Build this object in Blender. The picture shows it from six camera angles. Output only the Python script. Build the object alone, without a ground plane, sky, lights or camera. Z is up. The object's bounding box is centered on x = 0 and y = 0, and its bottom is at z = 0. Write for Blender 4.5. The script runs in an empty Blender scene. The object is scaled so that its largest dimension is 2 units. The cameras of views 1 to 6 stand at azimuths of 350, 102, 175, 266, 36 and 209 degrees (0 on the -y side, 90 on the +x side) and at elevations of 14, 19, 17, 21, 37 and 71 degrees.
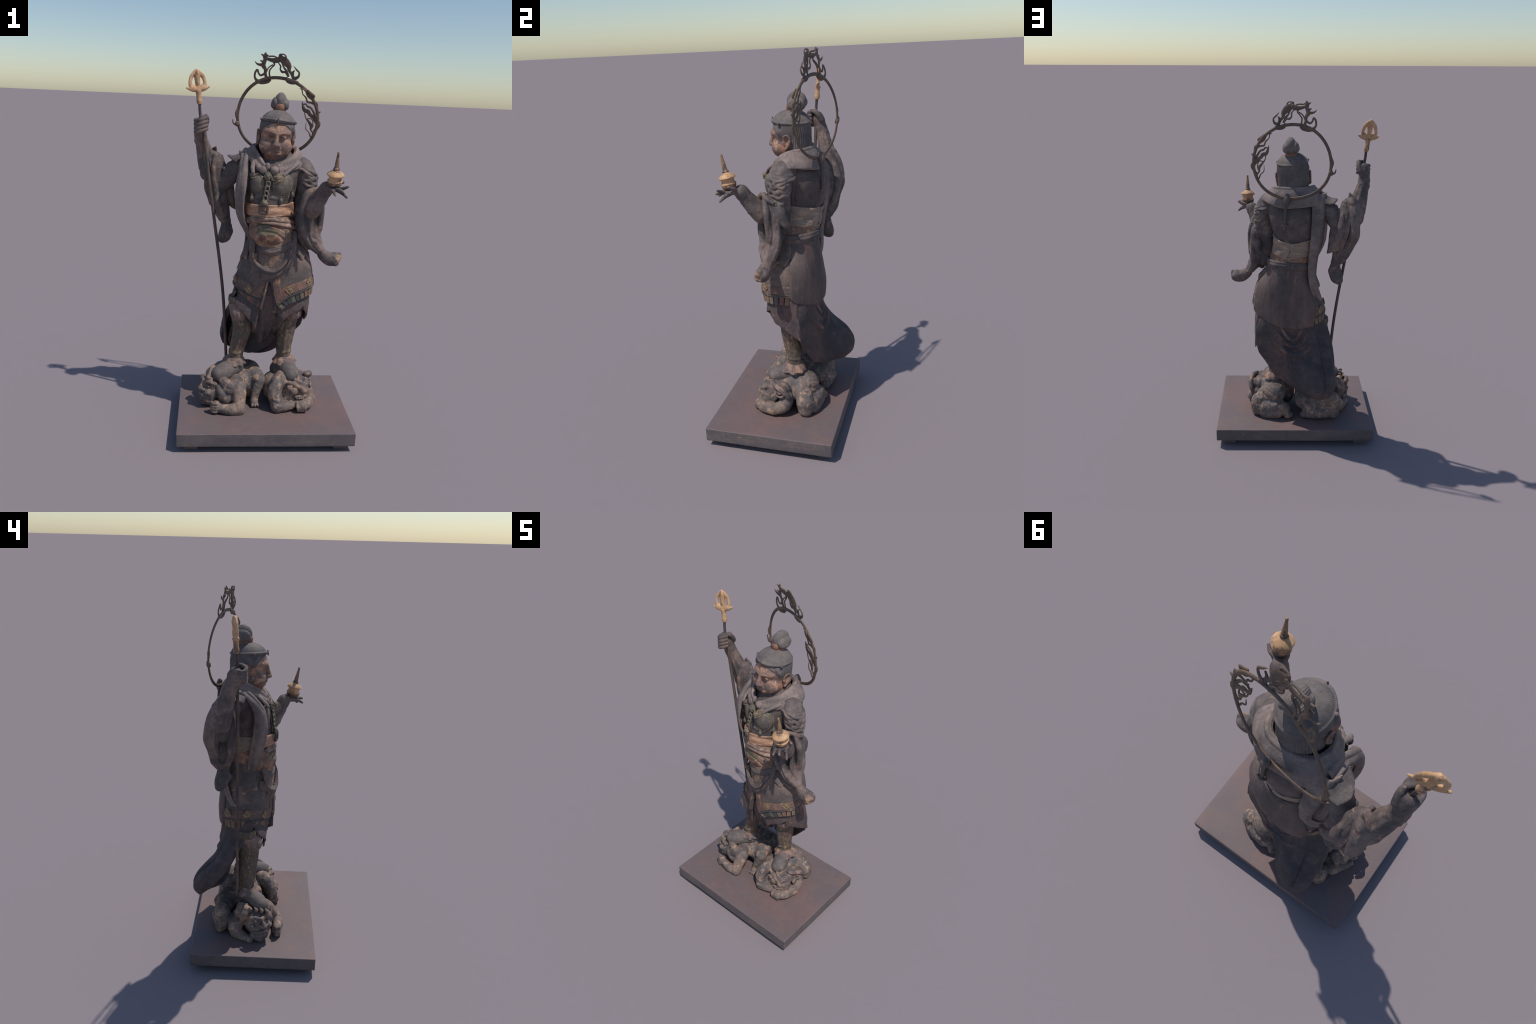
"""Carved and painted wooden temple guardian standing on two crouching demons.

World frame: metres, z up, the statue faces roughly -y (its torso is turned
about 20 degrees towards -x).  Soft parts are built as smooth-blended solids
(ellipsoids, tapered tubes, stacked sections, carved strokes) that are meshed
here; cloth and plates are spline sheets with thickness; the rest are tubes,
turned profiles and small blocks.
"""
import bpy, bmesh, math
import numpy as np
from mathutils import Matrix, Vector

A = lambda *v: np.array(v, dtype=float)
unit = lambda v: np.asarray(v, float) / np.linalg.norm(v)


# ------------------------------------------------------------------ curves
def spline(pts, n):
    """Catmull-Rom curve through control points, n samples."""
    p = np.asarray(pts, float)
    if p.ndim == 1:
        p = p[:, None]
    m = len(p)
    if m == 1:
        return np.repeat(p, n, 0)
    q = np.vstack([2 * p[0] - p[1], p, 2 * p[-1] - p[-2]])
    t = np.linspace(0, m - 1, n)
    i = np.minimum(t.astype(int), m - 2)
    f = (t - i)[:, None]
    a, b, c, d = q[i], q[i + 1], q[i + 2], q[i + 3]
    return 0.5 * (2 * b + (c - a) * f + (2 * a - 5 * b + 4 * c - d) * f ** 2
                  + (3 * b - a - 3 * c + d) * f ** 3)


def interp_rows(x, xs, cols):
    return np.stack([np.interp(x, xs, c) for c in np.asarray(cols).T], -1)


def lattice(ix, iy, iz, seed):
    h = (ix * 374761393 + iy * 668265263 + iz * 2147483647 + seed * 974634777) & 0xffffffff
    h = ((h ^ (h >> 13)) * 1274126177) & 0xffffffff
    return ((h ^ (h >> 16)) & 0xffff) / 32767.5 - 1.0


def noise3(P, scale, seed=0):
    """Smooth value noise in -1..1, vectorised."""
    q = np.asarray(P, float) * scale + 100.0
    i = np.floor(q).astype(np.int64)
    f = q - i
    f = f * f * (3 - 2 * f)
    out = 0
    for dx in (0, 1):
        for dy in (0, 1):
            for dz in (0, 1):
                w = (np.where(dx, f[..., 0], 1 - f[..., 0])
                     * np.where(dy, f[..., 1], 1 - f[..., 1])
                     * np.where(dz, f[..., 2], 1 - f[..., 2]))
                out = out + w * lattice(i[..., 0] + dx, i[..., 1] + dy, i[..., 2] + dz, seed)
    return out


# ------------------------------------------------------------------ solids
class Solid:
    """Smooth-blended implicit solid on a local grid, meshed by surface nets."""

    def __init__(self, lo, hi, h=0.003):
        self.h = h
        self.lo = np.asarray(lo, float)
        self.n = np.ceil((np.asarray(hi, float) - self.lo) / h).astype(int) + 1
        self.F = np.full(self.n, 0.06, np.float32)

    def box(self, lo, hi):
        i0 = np.clip(np.floor((np.asarray(lo) - self.lo) / self.h).astype(int), 0, self.n)
        i1 = np.clip(np.ceil((np.asarray(hi) - self.lo) / self.h).astype(int) + 1, 0, self.n)
        sl = tuple(slice(a, b) for a, b in zip(i0, i1))
        ax = [(self.lo[k] + self.h * np.arange(i0[k], i1[k])).astype(np.float32) for k in range(3)]
        return sl, ax

    def put(self, sl, d, k, cut=False):
        F = self.F[sl]
        if F.size == 0:
            return
        if cut:
            F, d = -F, d
        if k > 0:
            hh = np.maximum(k - np.abs(F - d), 0) / k
            r = np.minimum(F, d) - hh * hh * k * 0.25
        else:
            r = np.minimum(F, d)
        self.F[sl] = -r if cut else r

    def ell(self, c, r, axes=None, k=0.012, cut=False):
        c = np.asarray(c, float)
        r = np.broadcast_to(np.asarray(r, float), (3,))
        m = r.max() + k + 4 * self.h
        sl, (x, y, z) = self.box(c - m, c + m)
        X, Y, Z = x[:, None, None] - c[0], y[None, :, None] - c[1], z[None, None, :] - c[2]
        if axes is None:
            U, V, W = X, Y, Z
        else:
            a = np.asarray(axes, float)
            U, V, W = (a[i, 0] * X + a[i, 1] * Y + a[i, 2] * Z for i in range(3))
        k0 = np.sqrt((U / r[0]) ** 2 + (V / r[1]) ** 2 + (W / r[2]) ** 2)
        k1 = np.sqrt((U / r[0] ** 2) ** 2 + (V / r[1] ** 2) ** 2 + (W / r[2] ** 2) ** 2) + 1e-6
        self.put(sl, k0 * (k0 - 1) / k1, k, cut)
        return self

    def _line(self, pts, rad, margin, flat=None):
        """Distance to a tapered polyline over its bounding box."""
        P = np.asarray(pts, float)
        R = np.asarray(rad, float)
        m = R.max() + margin
        lo, hi = P.min(0) - m, P.max(0) + m
        sl, ax = self.box(lo, hi)
        shp = tuple(len(a) for a in ax)
        D = np.full(shp, 0.2, np.float32)
        if 0 in shp:
            return sl, D
        for a, b, ra, rb in zip(P[:-1], P[1:], R[:-1], R[1:]):
            mm = max(ra, rb) + margin
            l, u = np.minimum(a, b) - mm, np.maximum(a, b) + mm
            i0 = [int(np.searchsorted(ax[k], l[k])) for k in range(3)]
            i1 = [int(np.searchsorted(ax[k], u[k])) for k in range(3)]
            s = tuple(slice(p, q) for p, q in zip(i0, i1))
            x, y, z = (ax[k][s[k]] for k in range(3))
            X, Y, Z = x[:, None, None] - a[0], y[None, :, None] - a[1], z[None, None, :] - a[2]
            e = b - a
            if flat is not None:
                n, q = flat
                g = (1 / q - 1)
                dn = (X * n[0] + Y * n[1] + Z * n[2]) * g
                X, Y, Z = X + dn * n[0], Y + dn * n[1], Z + dn * n[2]
                e = e + (e @ n) * g * n
            t = np.clip((X * e[0] + Y * e[1] + Z * e[2]) / (e @ e + 1e-12), 0, 1)
            d = np.sqrt((X - t * e[0]) ** 2 + (Y - t * e[1]) ** 2 + (Z - t * e[2]) ** 2) - (ra + t * (rb - ra))
            if flat is not None:
                d = d * (0.5 + 0.5 * q)
            D[s] = np.minimum(D[s], d)
        return sl, D

    def tube(self, pts, rad, k=0.012, n=None, flat=None, cut=False):
        """pts: control points, rad: radius per control point (or one)."""
        pts = np.asarray(pts, float)
        rad = np.broadcast_to(np.asarray(rad, float), (len(pts),))
        n = n or (len(pts) - 1) * 5 + 1
        if len(pts) == 2:
            n = 2
        c = spline(np.c_[pts, rad], n)
        if flat is not None:
            flat = (unit(flat[0]), flat[1])
        sl, D = self._line(c[:, :3], np.maximum(c[:, 3], 0.001), k + 4 * self.h, flat)
        self.put(sl, D, k, cut)
        return self

    def stroke(self, pts, r, amp, n=None, snap=True):
        """Raise (amp>0) or groove (amp<0) the surface along a curve."""
        pts = np.asarray(pts, float)
        n = n or (len(pts) - 1) * 5 + 1
        c = spline(pts, n)
        if snap:
            c = self.snap(c)
        sl, D = self._line(c, np.zeros(n), 2.4 * r)
        if D.size:
            self.F[sl] -= (amp * np.exp(-(np.minimum(D, 0.1) / r) ** 2)).astype(np.float32)
        return self

    def snap(self, c, it=6):
        """Pull curve points onto the present surface."""
        c = np.array(c, float)
        hi = np.array(self.F.shape) - 2
        for _ in range(it):
            i = np.clip(np.rint((c - self.lo) / self.h).astype(int), 1, hi)
            x, y, z = i.T
            f = self.F[x, y, z]
            g = np.stack([self.F[x + 1, y, z] - self.F[x - 1, y, z], self.F[x, y + 1, z] - self.F[x, y - 1, z],
                          self.F[x, y, z + 1] - self.F[x, y, z - 1]], 1).astype(float)
            ln = np.linalg.norm(g, axis=1)
            ok = (ln > 1e-6) & (np.abs(f) > 0.4 * self.h) & (np.abs(f) < 0.04)
            c[ok] -= (np.clip(f, -.012, .012)[:, None] * g / (ln[:, None] + 1e-9))[ok]
        return c

    def stack(self, st, z0, z1, k=0.01, off=0.0):
        zz = self.lo[2] + self.h * np.arange(self.n[2])
        s = st.at(zz)
        x = (self.lo[0] + self.h * np.arange(self.n[0])).astype(np.float32)
        y = (self.lo[1] + self.h * np.arange(self.n[1])).astype(np.float32)
        X = x[:, None, None] - s[None, None, :, 0]
        Y = y[None, :, None] - s[None, None, :, 1]
        U = X * st.rt[0] + Y * st.rt[1]
        V = X * st.fr[0] + Y * st.fr[1]
        a, b = s[None, None, :, 2] + off, s[None, None, :, 3] + off
        e = st.exp
        rr = (np.abs(U / a) ** e + np.abs(V / b) ** e) ** (1 / e)
        d = (rr - 1) * np.sqrt(U * U + V * V + 1e-9) / np.maximum(rr, 0.05)
        d = np.maximum(d, np.maximum(z0 - zz, zz - z1)[None, None, :])
        self.put((slice(None),) * 3, d.astype(np.float32), k)
        return self

    def plane_cut(self, p, n, k=0.004):
        """Remove everything on the side n points to."""
        n = unit(n)
        ax = [self.lo[i] + self.h * np.arange(self.n[i]) for i in range(3)]
        d = ((ax[0] - p[0]) * n[0])[:, None, None] + ((ax[1] - p[1]) * n[1])[None, :, None] \
            + ((ax[2] - p[2]) * n[2])[None, None, :]
        self.put((slice(None),) * 3, -d.astype(np.float32), k, cut=True)
        return self

    def mesh(self):
        F = self.F.copy()
        for ax in range(3):                       # close the solid at the grid border
            for e in (0, -1):
                i = [slice(None)] * 3
                i[ax] = e
                F[tuple(i)] = np.maximum(F[tuple(i)], self.h)
        S = F < 0
        cs = np.zeros(tuple(np.array(F.shape) - 1), np.int8)
        for c in np.ndindex(2, 2, 2):
            cs += S[c[0]:F.shape[0] - 1 + c[0], c[1]:F.shape[1] - 1 + c[1], c[2]:F.shape[2] - 1 + c[2]]
        ci = np.argwhere((cs > 0) & (cs < 8))
        if len(ci) == 0:
            return np.zeros((0, 3)), np.zeros((0, 4), int)
        idx = np.full(cs.shape, -1, np.int32)
        idx[tuple(ci.T)] = np.arange(len(ci))
        acc = np.zeros((len(ci), 3))
        cnt = np.zeros(len(ci))
        val = {c: F[ci[:, 0] + c[0], ci[:, 1] + c[1], ci[:, 2] + c[2]] for c in np.ndindex(2, 2, 2)}
        for c in np.ndindex(2, 2, 2):
            for ax in range(3):
                if c[ax]:
                    continue
                c2 = list(c)
                c2[ax] = 1
                a, b = val[c], val[tuple(c2)]
                m = (a < 0) != (b < 0)
                t = np.where(m, a / np.where(m, a - b, 1), 0)
                p = np.tile(np.array(c, float), (len(ci), 1))
                p[:, ax] += t
                acc[m] += p[m]
                cnt[m] += 1
        V = self.lo + self.h * (ci + acc / cnt[:, None])
        Q = []
        for ax in range(3):
            o1, o2 = (ax + 1) % 3, (ax + 2) % 3
            s = [slice(1, -1)] * 3
            s[ax] = slice(0, -1)
            s2 = list(s)
            s2[ax] = slice(1, None)
            a, b = S[tuple(s)], S[tuple(s2)]
            e = np.argwhere(a != b)
            if len(e) == 0:
                continue
            flip = a[tuple(e.T)]
            e = e + 1
            e[:, ax] -= 1
            d1, d2 = np.zeros(3, int), np.zeros(3, int)
            d1[o1] = 1
            d2[o2] = 1
            q = np.stack([idx[tuple((e - d1 - d2).T)], idx[tuple((e - d2).T)],
                          idx[tuple(e.T)], idx[tuple((e - d1).T)]], 1)
            q[~flip] = q[~flip][:, ::-1]
            Q.append(q)
        return V, np.vstack(Q)


def vnormals(V, Q):
    n = np.cross(V[Q[:, 2]] - V[Q[:, 0]], V[Q[:, 3]] - V[Q[:, 1]])
    N = np.zeros_like(V)
    for i in range(4):
        np.add.at(N, Q[:, i], n)
    return N / (np.linalg.norm(N, axis=1)[:, None] + 1e-12)


def relax(V, Q, it=2, w=0.5):
    for _ in range(it):
        s = np.zeros_like(V)
        c = np.zeros(len(V))
        for i in range(4):
            for j in ((i + 1) % 4, (i + 3) % 4):
                np.add.at(s, Q[:, i], V[Q[:, j]])
                np.add.at(c, Q[:, i], 1)
        V = V * (1 - w) + w * s / np.maximum(c, 1)[:, None]
    return V


# ------------------------------------------------------------------ objects
ROOT = None


def link(ob, parent=None):
    bpy.context.scene.collection.objects.link(ob)
    ob.parent = parent if parent is not None else ROOT
    return ob


def raw_mesh(name, V, Q, mat, smooth=True):
    me = bpy.data.meshes.new(name)
    V = np.asarray(V, np.float32)
    if isinstance(Q, np.ndarray) and Q.ndim == 2:
        k = Q.shape[1]
        me.vertices.add(len(V))
        me.vertices.foreach_set("co", V.ravel())
        me.loops.add(Q.size)
        me.loops.foreach_set("vertex_index", Q.astype(np.int32).ravel())
        me.polygons.add(len(Q))
        me.polygons.foreach_set("loop_start", np.arange(0, Q.size, k, dtype=np.int32))
        me.update(calc_edges=True)
    else:
        me.from_pydata(V.tolist(), [], [list(map(int, f)) for f in Q])
    me.validate()
    me.polygons.foreach_set("use_smooth", [smooth] * len(me.polygons))
    for m in (mat if isinstance(mat, (list, tuple)) else [mat]):
        me.materials.append(m)
    return me


def make(name, V, Q, mat, parent=None, smooth=True, angle=None):
    me = raw_mesh(name, V, Q, mat, smooth)
    if angle:
        me.set_sharp_from_angle(angle=math.radians(angle))
    return link(bpy.data.objects.new(name, me), parent)


def carve(sol, name, mat, parent=None, rough=0.0006, disp=None, smooth=1, parts=None, seed=1):
    """Mesh a Solid into one object, or several seamless ones.

    parts: list of (name, material, mask function of positions, parent) tried
    in order; the faces left over take `name` and `mat`."""
    V, Q = sol.mesh()
    if smooth:
        V = relax(V, Q, smooth)
    N = vnormals(V, Q)
    d = rough * (noise3(V, 30, seed) + 0.6 * noise3(V, 75, seed + 1))
    if disp is not None:
        d = d + disp(V, N)
    V = V + N * d[:, None]
    if not parts:
        return make(name, V, Q, mat, parent)
    N = vnormals(V, Q)
    C = V[Q].mean(1)
    lab = np.zeros(len(Q), int)
    for i, p in enumerate(parts):
        lab[(lab == 0) & p[2](C)] = i + 1
    out = {}
    head = None
    for i in range(len(parts) + 1):
        f = Q[lab == i]
        if len(f) == 0:
            continue
        u, inv = np.unique(f, return_inverse=True)
        nm, mt = (name, mat) if i == 0 else (parts[i - 1][0], parts[i - 1][1])
        par = parent if i == 0 else (parts[i - 1][3] if len(parts[i - 1]) > 3 else parent)
        if par == "first":
            par = head
        ob = make(nm, V[u], inv.reshape(f.shape), mt, par)
        ob.data.normals_split_custom_set_from_vertices(N[u].tolist())
        if i == 0:
            head = ob
        out[i] = ob
    return head if head is not None else out


# ------------------------------------------------------------------ sheets
def sheet_geo(grid, thick, res=(40, 30), fold=None, edge=0.35):
    """Spline surface through a control grid, with thickness and rounded rim."""
    g = np.asarray(grid, float)
    m, n = g.shape[:2]
    a = np.stack([spline(g[:, j], res[0]) for j in range(n)], 1)
    S = np.stack([spline(a[i], res[1]) for i in range(res[0])], 0)
    u = np.linspace(0, 1, res[0])[:, None] * np.ones((1, res[1]))
    v = np.linspace(0, 1, res[1])[None, :] * np.ones((res[0], 1))

    def nrm(S):
        du, dv = np.gradient(S, axis=0), np.gradient(S, axis=1)
        nn = np.cross(du, dv)
        return nn / (np.linalg.norm(nn, axis=-1, keepdims=True) + 1e-12)
    N = nrm(S)
    if fold is not None:
        S = S + N * fold(u, v, S)[..., None]
        N = nrm(S)
    lu = np.linalg.norm(np.diff(S, axis=0), axis=-1).sum(0).mean()
    lv = np.linalg.norm(np.diff(S, axis=1), axis=-1).sum(1).mean()
    de = np.minimum(np.minimum(u, 1 - u) * lu, np.minimum(v, 1 - v) * lv) / thick
    prof = np.sqrt(np.clip(1 - (1 - np.clip(de / 0.6, 0, 1)) ** 2, edge ** 2, 1))
    half = (thick / 2) * prof
    T, B = S + N * half[..., None], S - N * half[..., None]
    r, c = res
    V = np.vstack([T.reshape(-1, 3), B.reshape(-1, 3)])
    I = np.arange(r * c).reshape(r, c)
    q = np.stack([I[:-1, :-1], I[1:, :-1], I[1:, 1:], I[:-1, 1:]], -1).reshape(-1, 4)
    qb = q[:, ::-1] + r * c
    ring = np.concatenate([I[0, :-1], I[:-1, -1], I[-1, :0:-1], I[:0:-1, 0]])
    nx = np.roll(ring, -1)
    rim = np.stack([ring, nx, nx + r * c, ring + r * c], 1)
    return V, np.vstack([q, qb, rim])


def sheet(name, grid, thick, mat, parent=None, res=(40, 30), fold=None, edge=0.35, rough=0.0008, seed=3):
    V, Q = sheet_geo(grid, thick, res, fold, edge)
    V = V + vnormals(V, Q) * (rough * (noise3(V, 35, seed) + .5 * noise3(V, 90, seed)))[:, None]
    return make(name, V, Q, mat, parent, angle=60)


def tube_geo(pts, rad, n=None, sides=10, flat=None, caps=True):
    """Tube along a spline; flat=(direction, ratio) squashes it."""
    pts = np.asarray(pts, float)
    rad = np.broadcast_to(np.asarray(rad, float), (len(pts),))
    n = n or (len(pts) - 1) * 6 + 1
    c = spline(np.c_[pts, rad], n)
    P, R = c[:, :3], np.maximum(c[:, 3], 0.0004)
    t = np.gradient(P, axis=0)
    t /= np.linalg.norm(t, axis=1)[:, None] + 1e-12
    ref = unit(flat[0]) if flat else (A(0, 0, 1) if abs(t[0, 2]) < .9 else A(1, 0, 0))
    B = ref - (t @ ref)[:, None] * t
    B /= np.linalg.norm(B, axis=1)[:, None] + 1e-12
    C = np.cross(t, B)
    q = flat[1] if flat else 1.0
    fd = (flat[2] if flat and len(flat) > 2 else None)
    th = np.linspace(0, 2 * np.pi, sides, endpoint=False)
    rb = np.full_like(R, fd) if fd else R * q
    if fd:
        rb = np.minimum(rb, R * 1.2)
    V = (P[:, None] + C[:, None] * (R[:, None] * np.cos(th))[..., None]
         + B[:, None] * (rb[:, None] * np.sin(th))[..., None]).reshape(-1, 3)
    I = np.arange(n * sides).reshape(n, sides)
    J = np.roll(I, -1, 1)
    Q = np.stack([I[:-1], J[:-1], J[1:], I[1:]], -1).reshape(-1, 4).tolist()
    if caps:
        V = np.vstack([V, P[0] - t[0] * R[0] * .5, P[-1] + t[-1] * R[-1] * .5])
        k = n * sides
        Q += [[I[0, j], k, k, J[0, j]] for j in range(0)]
        Q += [[int(J[0, j]), int(I[0, j]), k] for j in range(sides)]
        Q += [[int(I[-1, j]), int(J[-1, j]), k + 1] for j in range(sides)]
    return V, Q


def join_geo(geos):
    VV, QQ, o = [], [], 0
    for V, Q in geos:
        VV.append(np.asarray(V))
        QQ += [[int(i) + o for i in f] for f in (Q.tolist() if isinstance(Q, np.ndarray) else Q)]
        o += len(V)
    return np.vstack(VV), QQ


def tubes(name, specs, mat, parent=None, **kw):
    return make(name, *join_geo([tube_geo(*s, **kw) for s in specs]), mat, parent, angle=70)


def turned(name, prof, base, axis, mat, parent=None, sides=48, wob=0.0, seed=5):
    """Turned (lathe) part: prof = [(height, radius)...] along axis from base."""
    ax = unit(axis)
    e1 = unit(np.cross(ax, A(0.3, 1, 0.1)))
    e2 = np.cross(ax, e1)
    th = np.linspace(0, 2 * np.pi, sides, endpoint=False)
    V = np.array([base + ax * h + r * (np.cos(t) * e1 + np.sin(t) * e2) for h, r in prof for t in th])
    if wob:
        V = V + wob * np.stack([noise3(V, 40, seed + i) for i in range(3)], 1)
    n = len(prof)
    I = np.arange(n * sides).reshape(n, sides)
    J = np.roll(I, -1, 1)
    Q = np.stack([I[:-1], J[:-1], J[1:], I[1:]], -1).reshape(-1, 4).tolist()
    Q += [I[0, ::-1].tolist(), I[-1].tolist()]
    return make(name, V, Q, mat, parent, angle=38)


def blob_geo(c, r, axes=None, seg=20, rings=12, lump=0.0, seed=7):
    r = np.broadcast_to(np.asarray(r, float), (3,))
    ph = np.linspace(0, np.pi, rings + 1)[1:-1]
    th = np.linspace(0, 2 * np.pi, seg, endpoint=False)
    p = np.array([[math.sin(a) * math.cos(b), math.sin(a) * math.sin(b), math.cos(a)] for a in ph for b in th]
                 + [[0, 0, 1], [0, 0, -1]])
    L = p * r
    if lump:
        L = L * (1 + lump * noise3(p, 2.3, seed))[:, None]
    if axes is not None:
        L = L @ np.asarray(axes, float)
    n = len(ph)
    I = np.arange(n * seg).reshape(n, seg)
    J = np.roll(I, -1, 1)
    Q = np.stack([I[:-1], I[1:], J[1:], J[:-1]], -1).reshape(-1, 4).tolist()
    Q += [[n * seg, int(I[0, j]), int(J[0, j])] for j in range(seg)]
    Q += [[n * seg + 1, int(J[-1, j]), int(I[-1, j])] for j in range(seg)]
    return L + np.asarray(c, float), Q


def block_mesh(name, sx, sy, sz, mat, bev=0.002, taper=1.0, lump=0.0):
    bm = bmesh.new()
    bmesh.ops.create_cube(bm, size=1)
    for v in bm.verts:
        k = taper if v.co.z < 0 else 1
        v.co = Vector((v.co.x * sx * k, v.co.y * sy * k, v.co.z * sz))
    bmesh.ops.bevel(bm, geom=list(bm.edges), offset=bev, segments=2, affect='EDGES', profile=0.6)
    me = bpy.data.meshes.new(name)
    bm.to_mesh(me)
    bm.free()
    me.polygons.foreach_set("use_smooth", [True] * len(me.polygons))
    me.set_sharp_from_angle(angle=math.radians(50))
    me.materials.append(mat)
    return me


def place(name, me, pos, right, fwd, parent=None, scale=(1, 1, 1)):
    """Instance of shared mesh: local x=right, local y=fwd, local z=up'."""
    x = unit(right)
    y = unit(np.asarray(fwd, float) - (x @ np.asarray(fwd, float)) * x)
    z = np.cross(x, y)
    ob = link(bpy.data.objects.new(name, me), parent)
    M = Matrix(np.vstack([np.c_[np.stack([x * scale[0], y * scale[1], z * scale[2]], 1), pos], [0, 0, 0, 1]]).tolist())
    ob.matrix_world = M
    return ob


class Stack:
    """Body column: turned elliptical sections by height."""

    def __init__(self, rows, turn=-20.0, exp=2.25):
        rows = np.asarray(rows, float)
        self.z = rows[:, 0]
        f = spline(rows, len(rows) * 8)
        self.fz, self.fc = f[:, 0], f[:, 1:]
        t = math.radians(turn)
        self.fr = A(math.sin(t), -math.cos(t), 0)
        self.rt = A(math.cos(t), math.sin(t), 0)
        self.exp = exp

    def at(self, z):
        return interp_rows(np.atleast_1d(z), self.fz, self.fc)

    def pt(self, phi, z, off=0.0):
        """Point at angle phi (degrees, 0 front, 90 the +x side), height z."""
        phi, z, off = np.broadcast_arrays(np.asarray(phi, float), np.asarray(z, float), np.asarray(off, float))
        s = self.at(z.ravel())
        p = np.radians(phi.ravel())
        a, b = s[:, 2] + off.ravel(), s[:, 3] + off.ravel()
        r = (np.abs(np.sin(p) / a) ** self.exp + np.abs(np.cos(p) / b) ** self.exp) ** (-1 / self.exp)
        P = (np.sin(p) * r)[:, None] * self.rt + (np.cos(p) * r)[:, None] * self.fr
        P[:, :2] += s[:, :2]
        P[:, 2] += z.ravel()
        return P.reshape(phi.shape + (3,))

    def out(self, phi, z):
        d = self.pt(phi, z, 0.01) - self.pt(phi, z, 0.0)
        return d / np.linalg.norm(d, axis=-1, keepdims=True)


def wrap(st, phis, rows, offs):
    """Control grid on a stack: rows of heights per phi, offsets per row."""
    phis = np.asarray(phis, float)
    return np.stack([st.pt(phis, np.broadcast_to(np.asarray(z, float), phis.shape), o)
                     for z, o in zip(rows, offs)], 0)


# ------------------------------------------------------------------ materials
def nd(nt, kind, **kw):
    n = nt.nodes.new(kind)
    for k, v in kw.items():
        if k in ("inp",):
            for i, x in v.items():
                n.inputs[i].default_value = x
        else:
            setattr(n, k, v)
    return n


def noise_node(nt, vec, scale, seed, detail=6.0, rough=0.62, stretch=(1, 1, 1), distort=0.0):
    mp = nd(nt, "ShaderNodeMapping")
    mp.inputs["Location"].default_value = (seed * 3.71, seed * 1.93, -seed * 2.57)
    mp.inputs["Scale"].default_value = stretch
    nt.links.new(vec, mp.inputs["Vector"])
    t = nd(nt, "ShaderNodeTexNoise")
    t.inputs["Scale"].default_value = scale
    t.inputs["Detail"].default_value = detail
    t.inputs["Roughness"].default_value = rough
    t.inputs["Distortion"].default_value = distort
    nt.links.new(mp.outputs[0], t.inputs["Vector"])
    return t.outputs["Fac"]


def ramp(nt, val, lo, hi):
    m = nd(nt, "ShaderNodeMapRange", interpolation_type="SMOOTHSTEP")
    nt.links.new(val, m.inputs["Value"])
    m.inputs["From Min"].default_value = lo
    m.inputs["From Max"].default_value = hi
    return m.outputs["Result"]


def mixc(nt, fac, a, b, mode="MIX"):
    m = nd(nt, "ShaderNodeMix", data_type="RGBA", blend_type=mode)
    for v, i in ((fac, 0), (a, 6), (b, 7)):
        if isinstance(v, (int, float)):
            m.inputs[i].default_value = v
        elif isinstance(v, tuple):
            m.inputs[i].default_value = (*v, 1.0) if i > 0 else v
        else:
            nt.links.new(v, m.inputs[i])
    return m.outputs[2]


def math2(nt, op, a, b):
    m = nd(nt, "ShaderNodeMath", operation=op)
    for i, v in enumerate((a, b)):
        if isinstance(v, (int, float)):
            m.inputs[i].default_value = v
        else:
            nt.links.new(v, m.inputs[i])
    return m.outputs[0]


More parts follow.
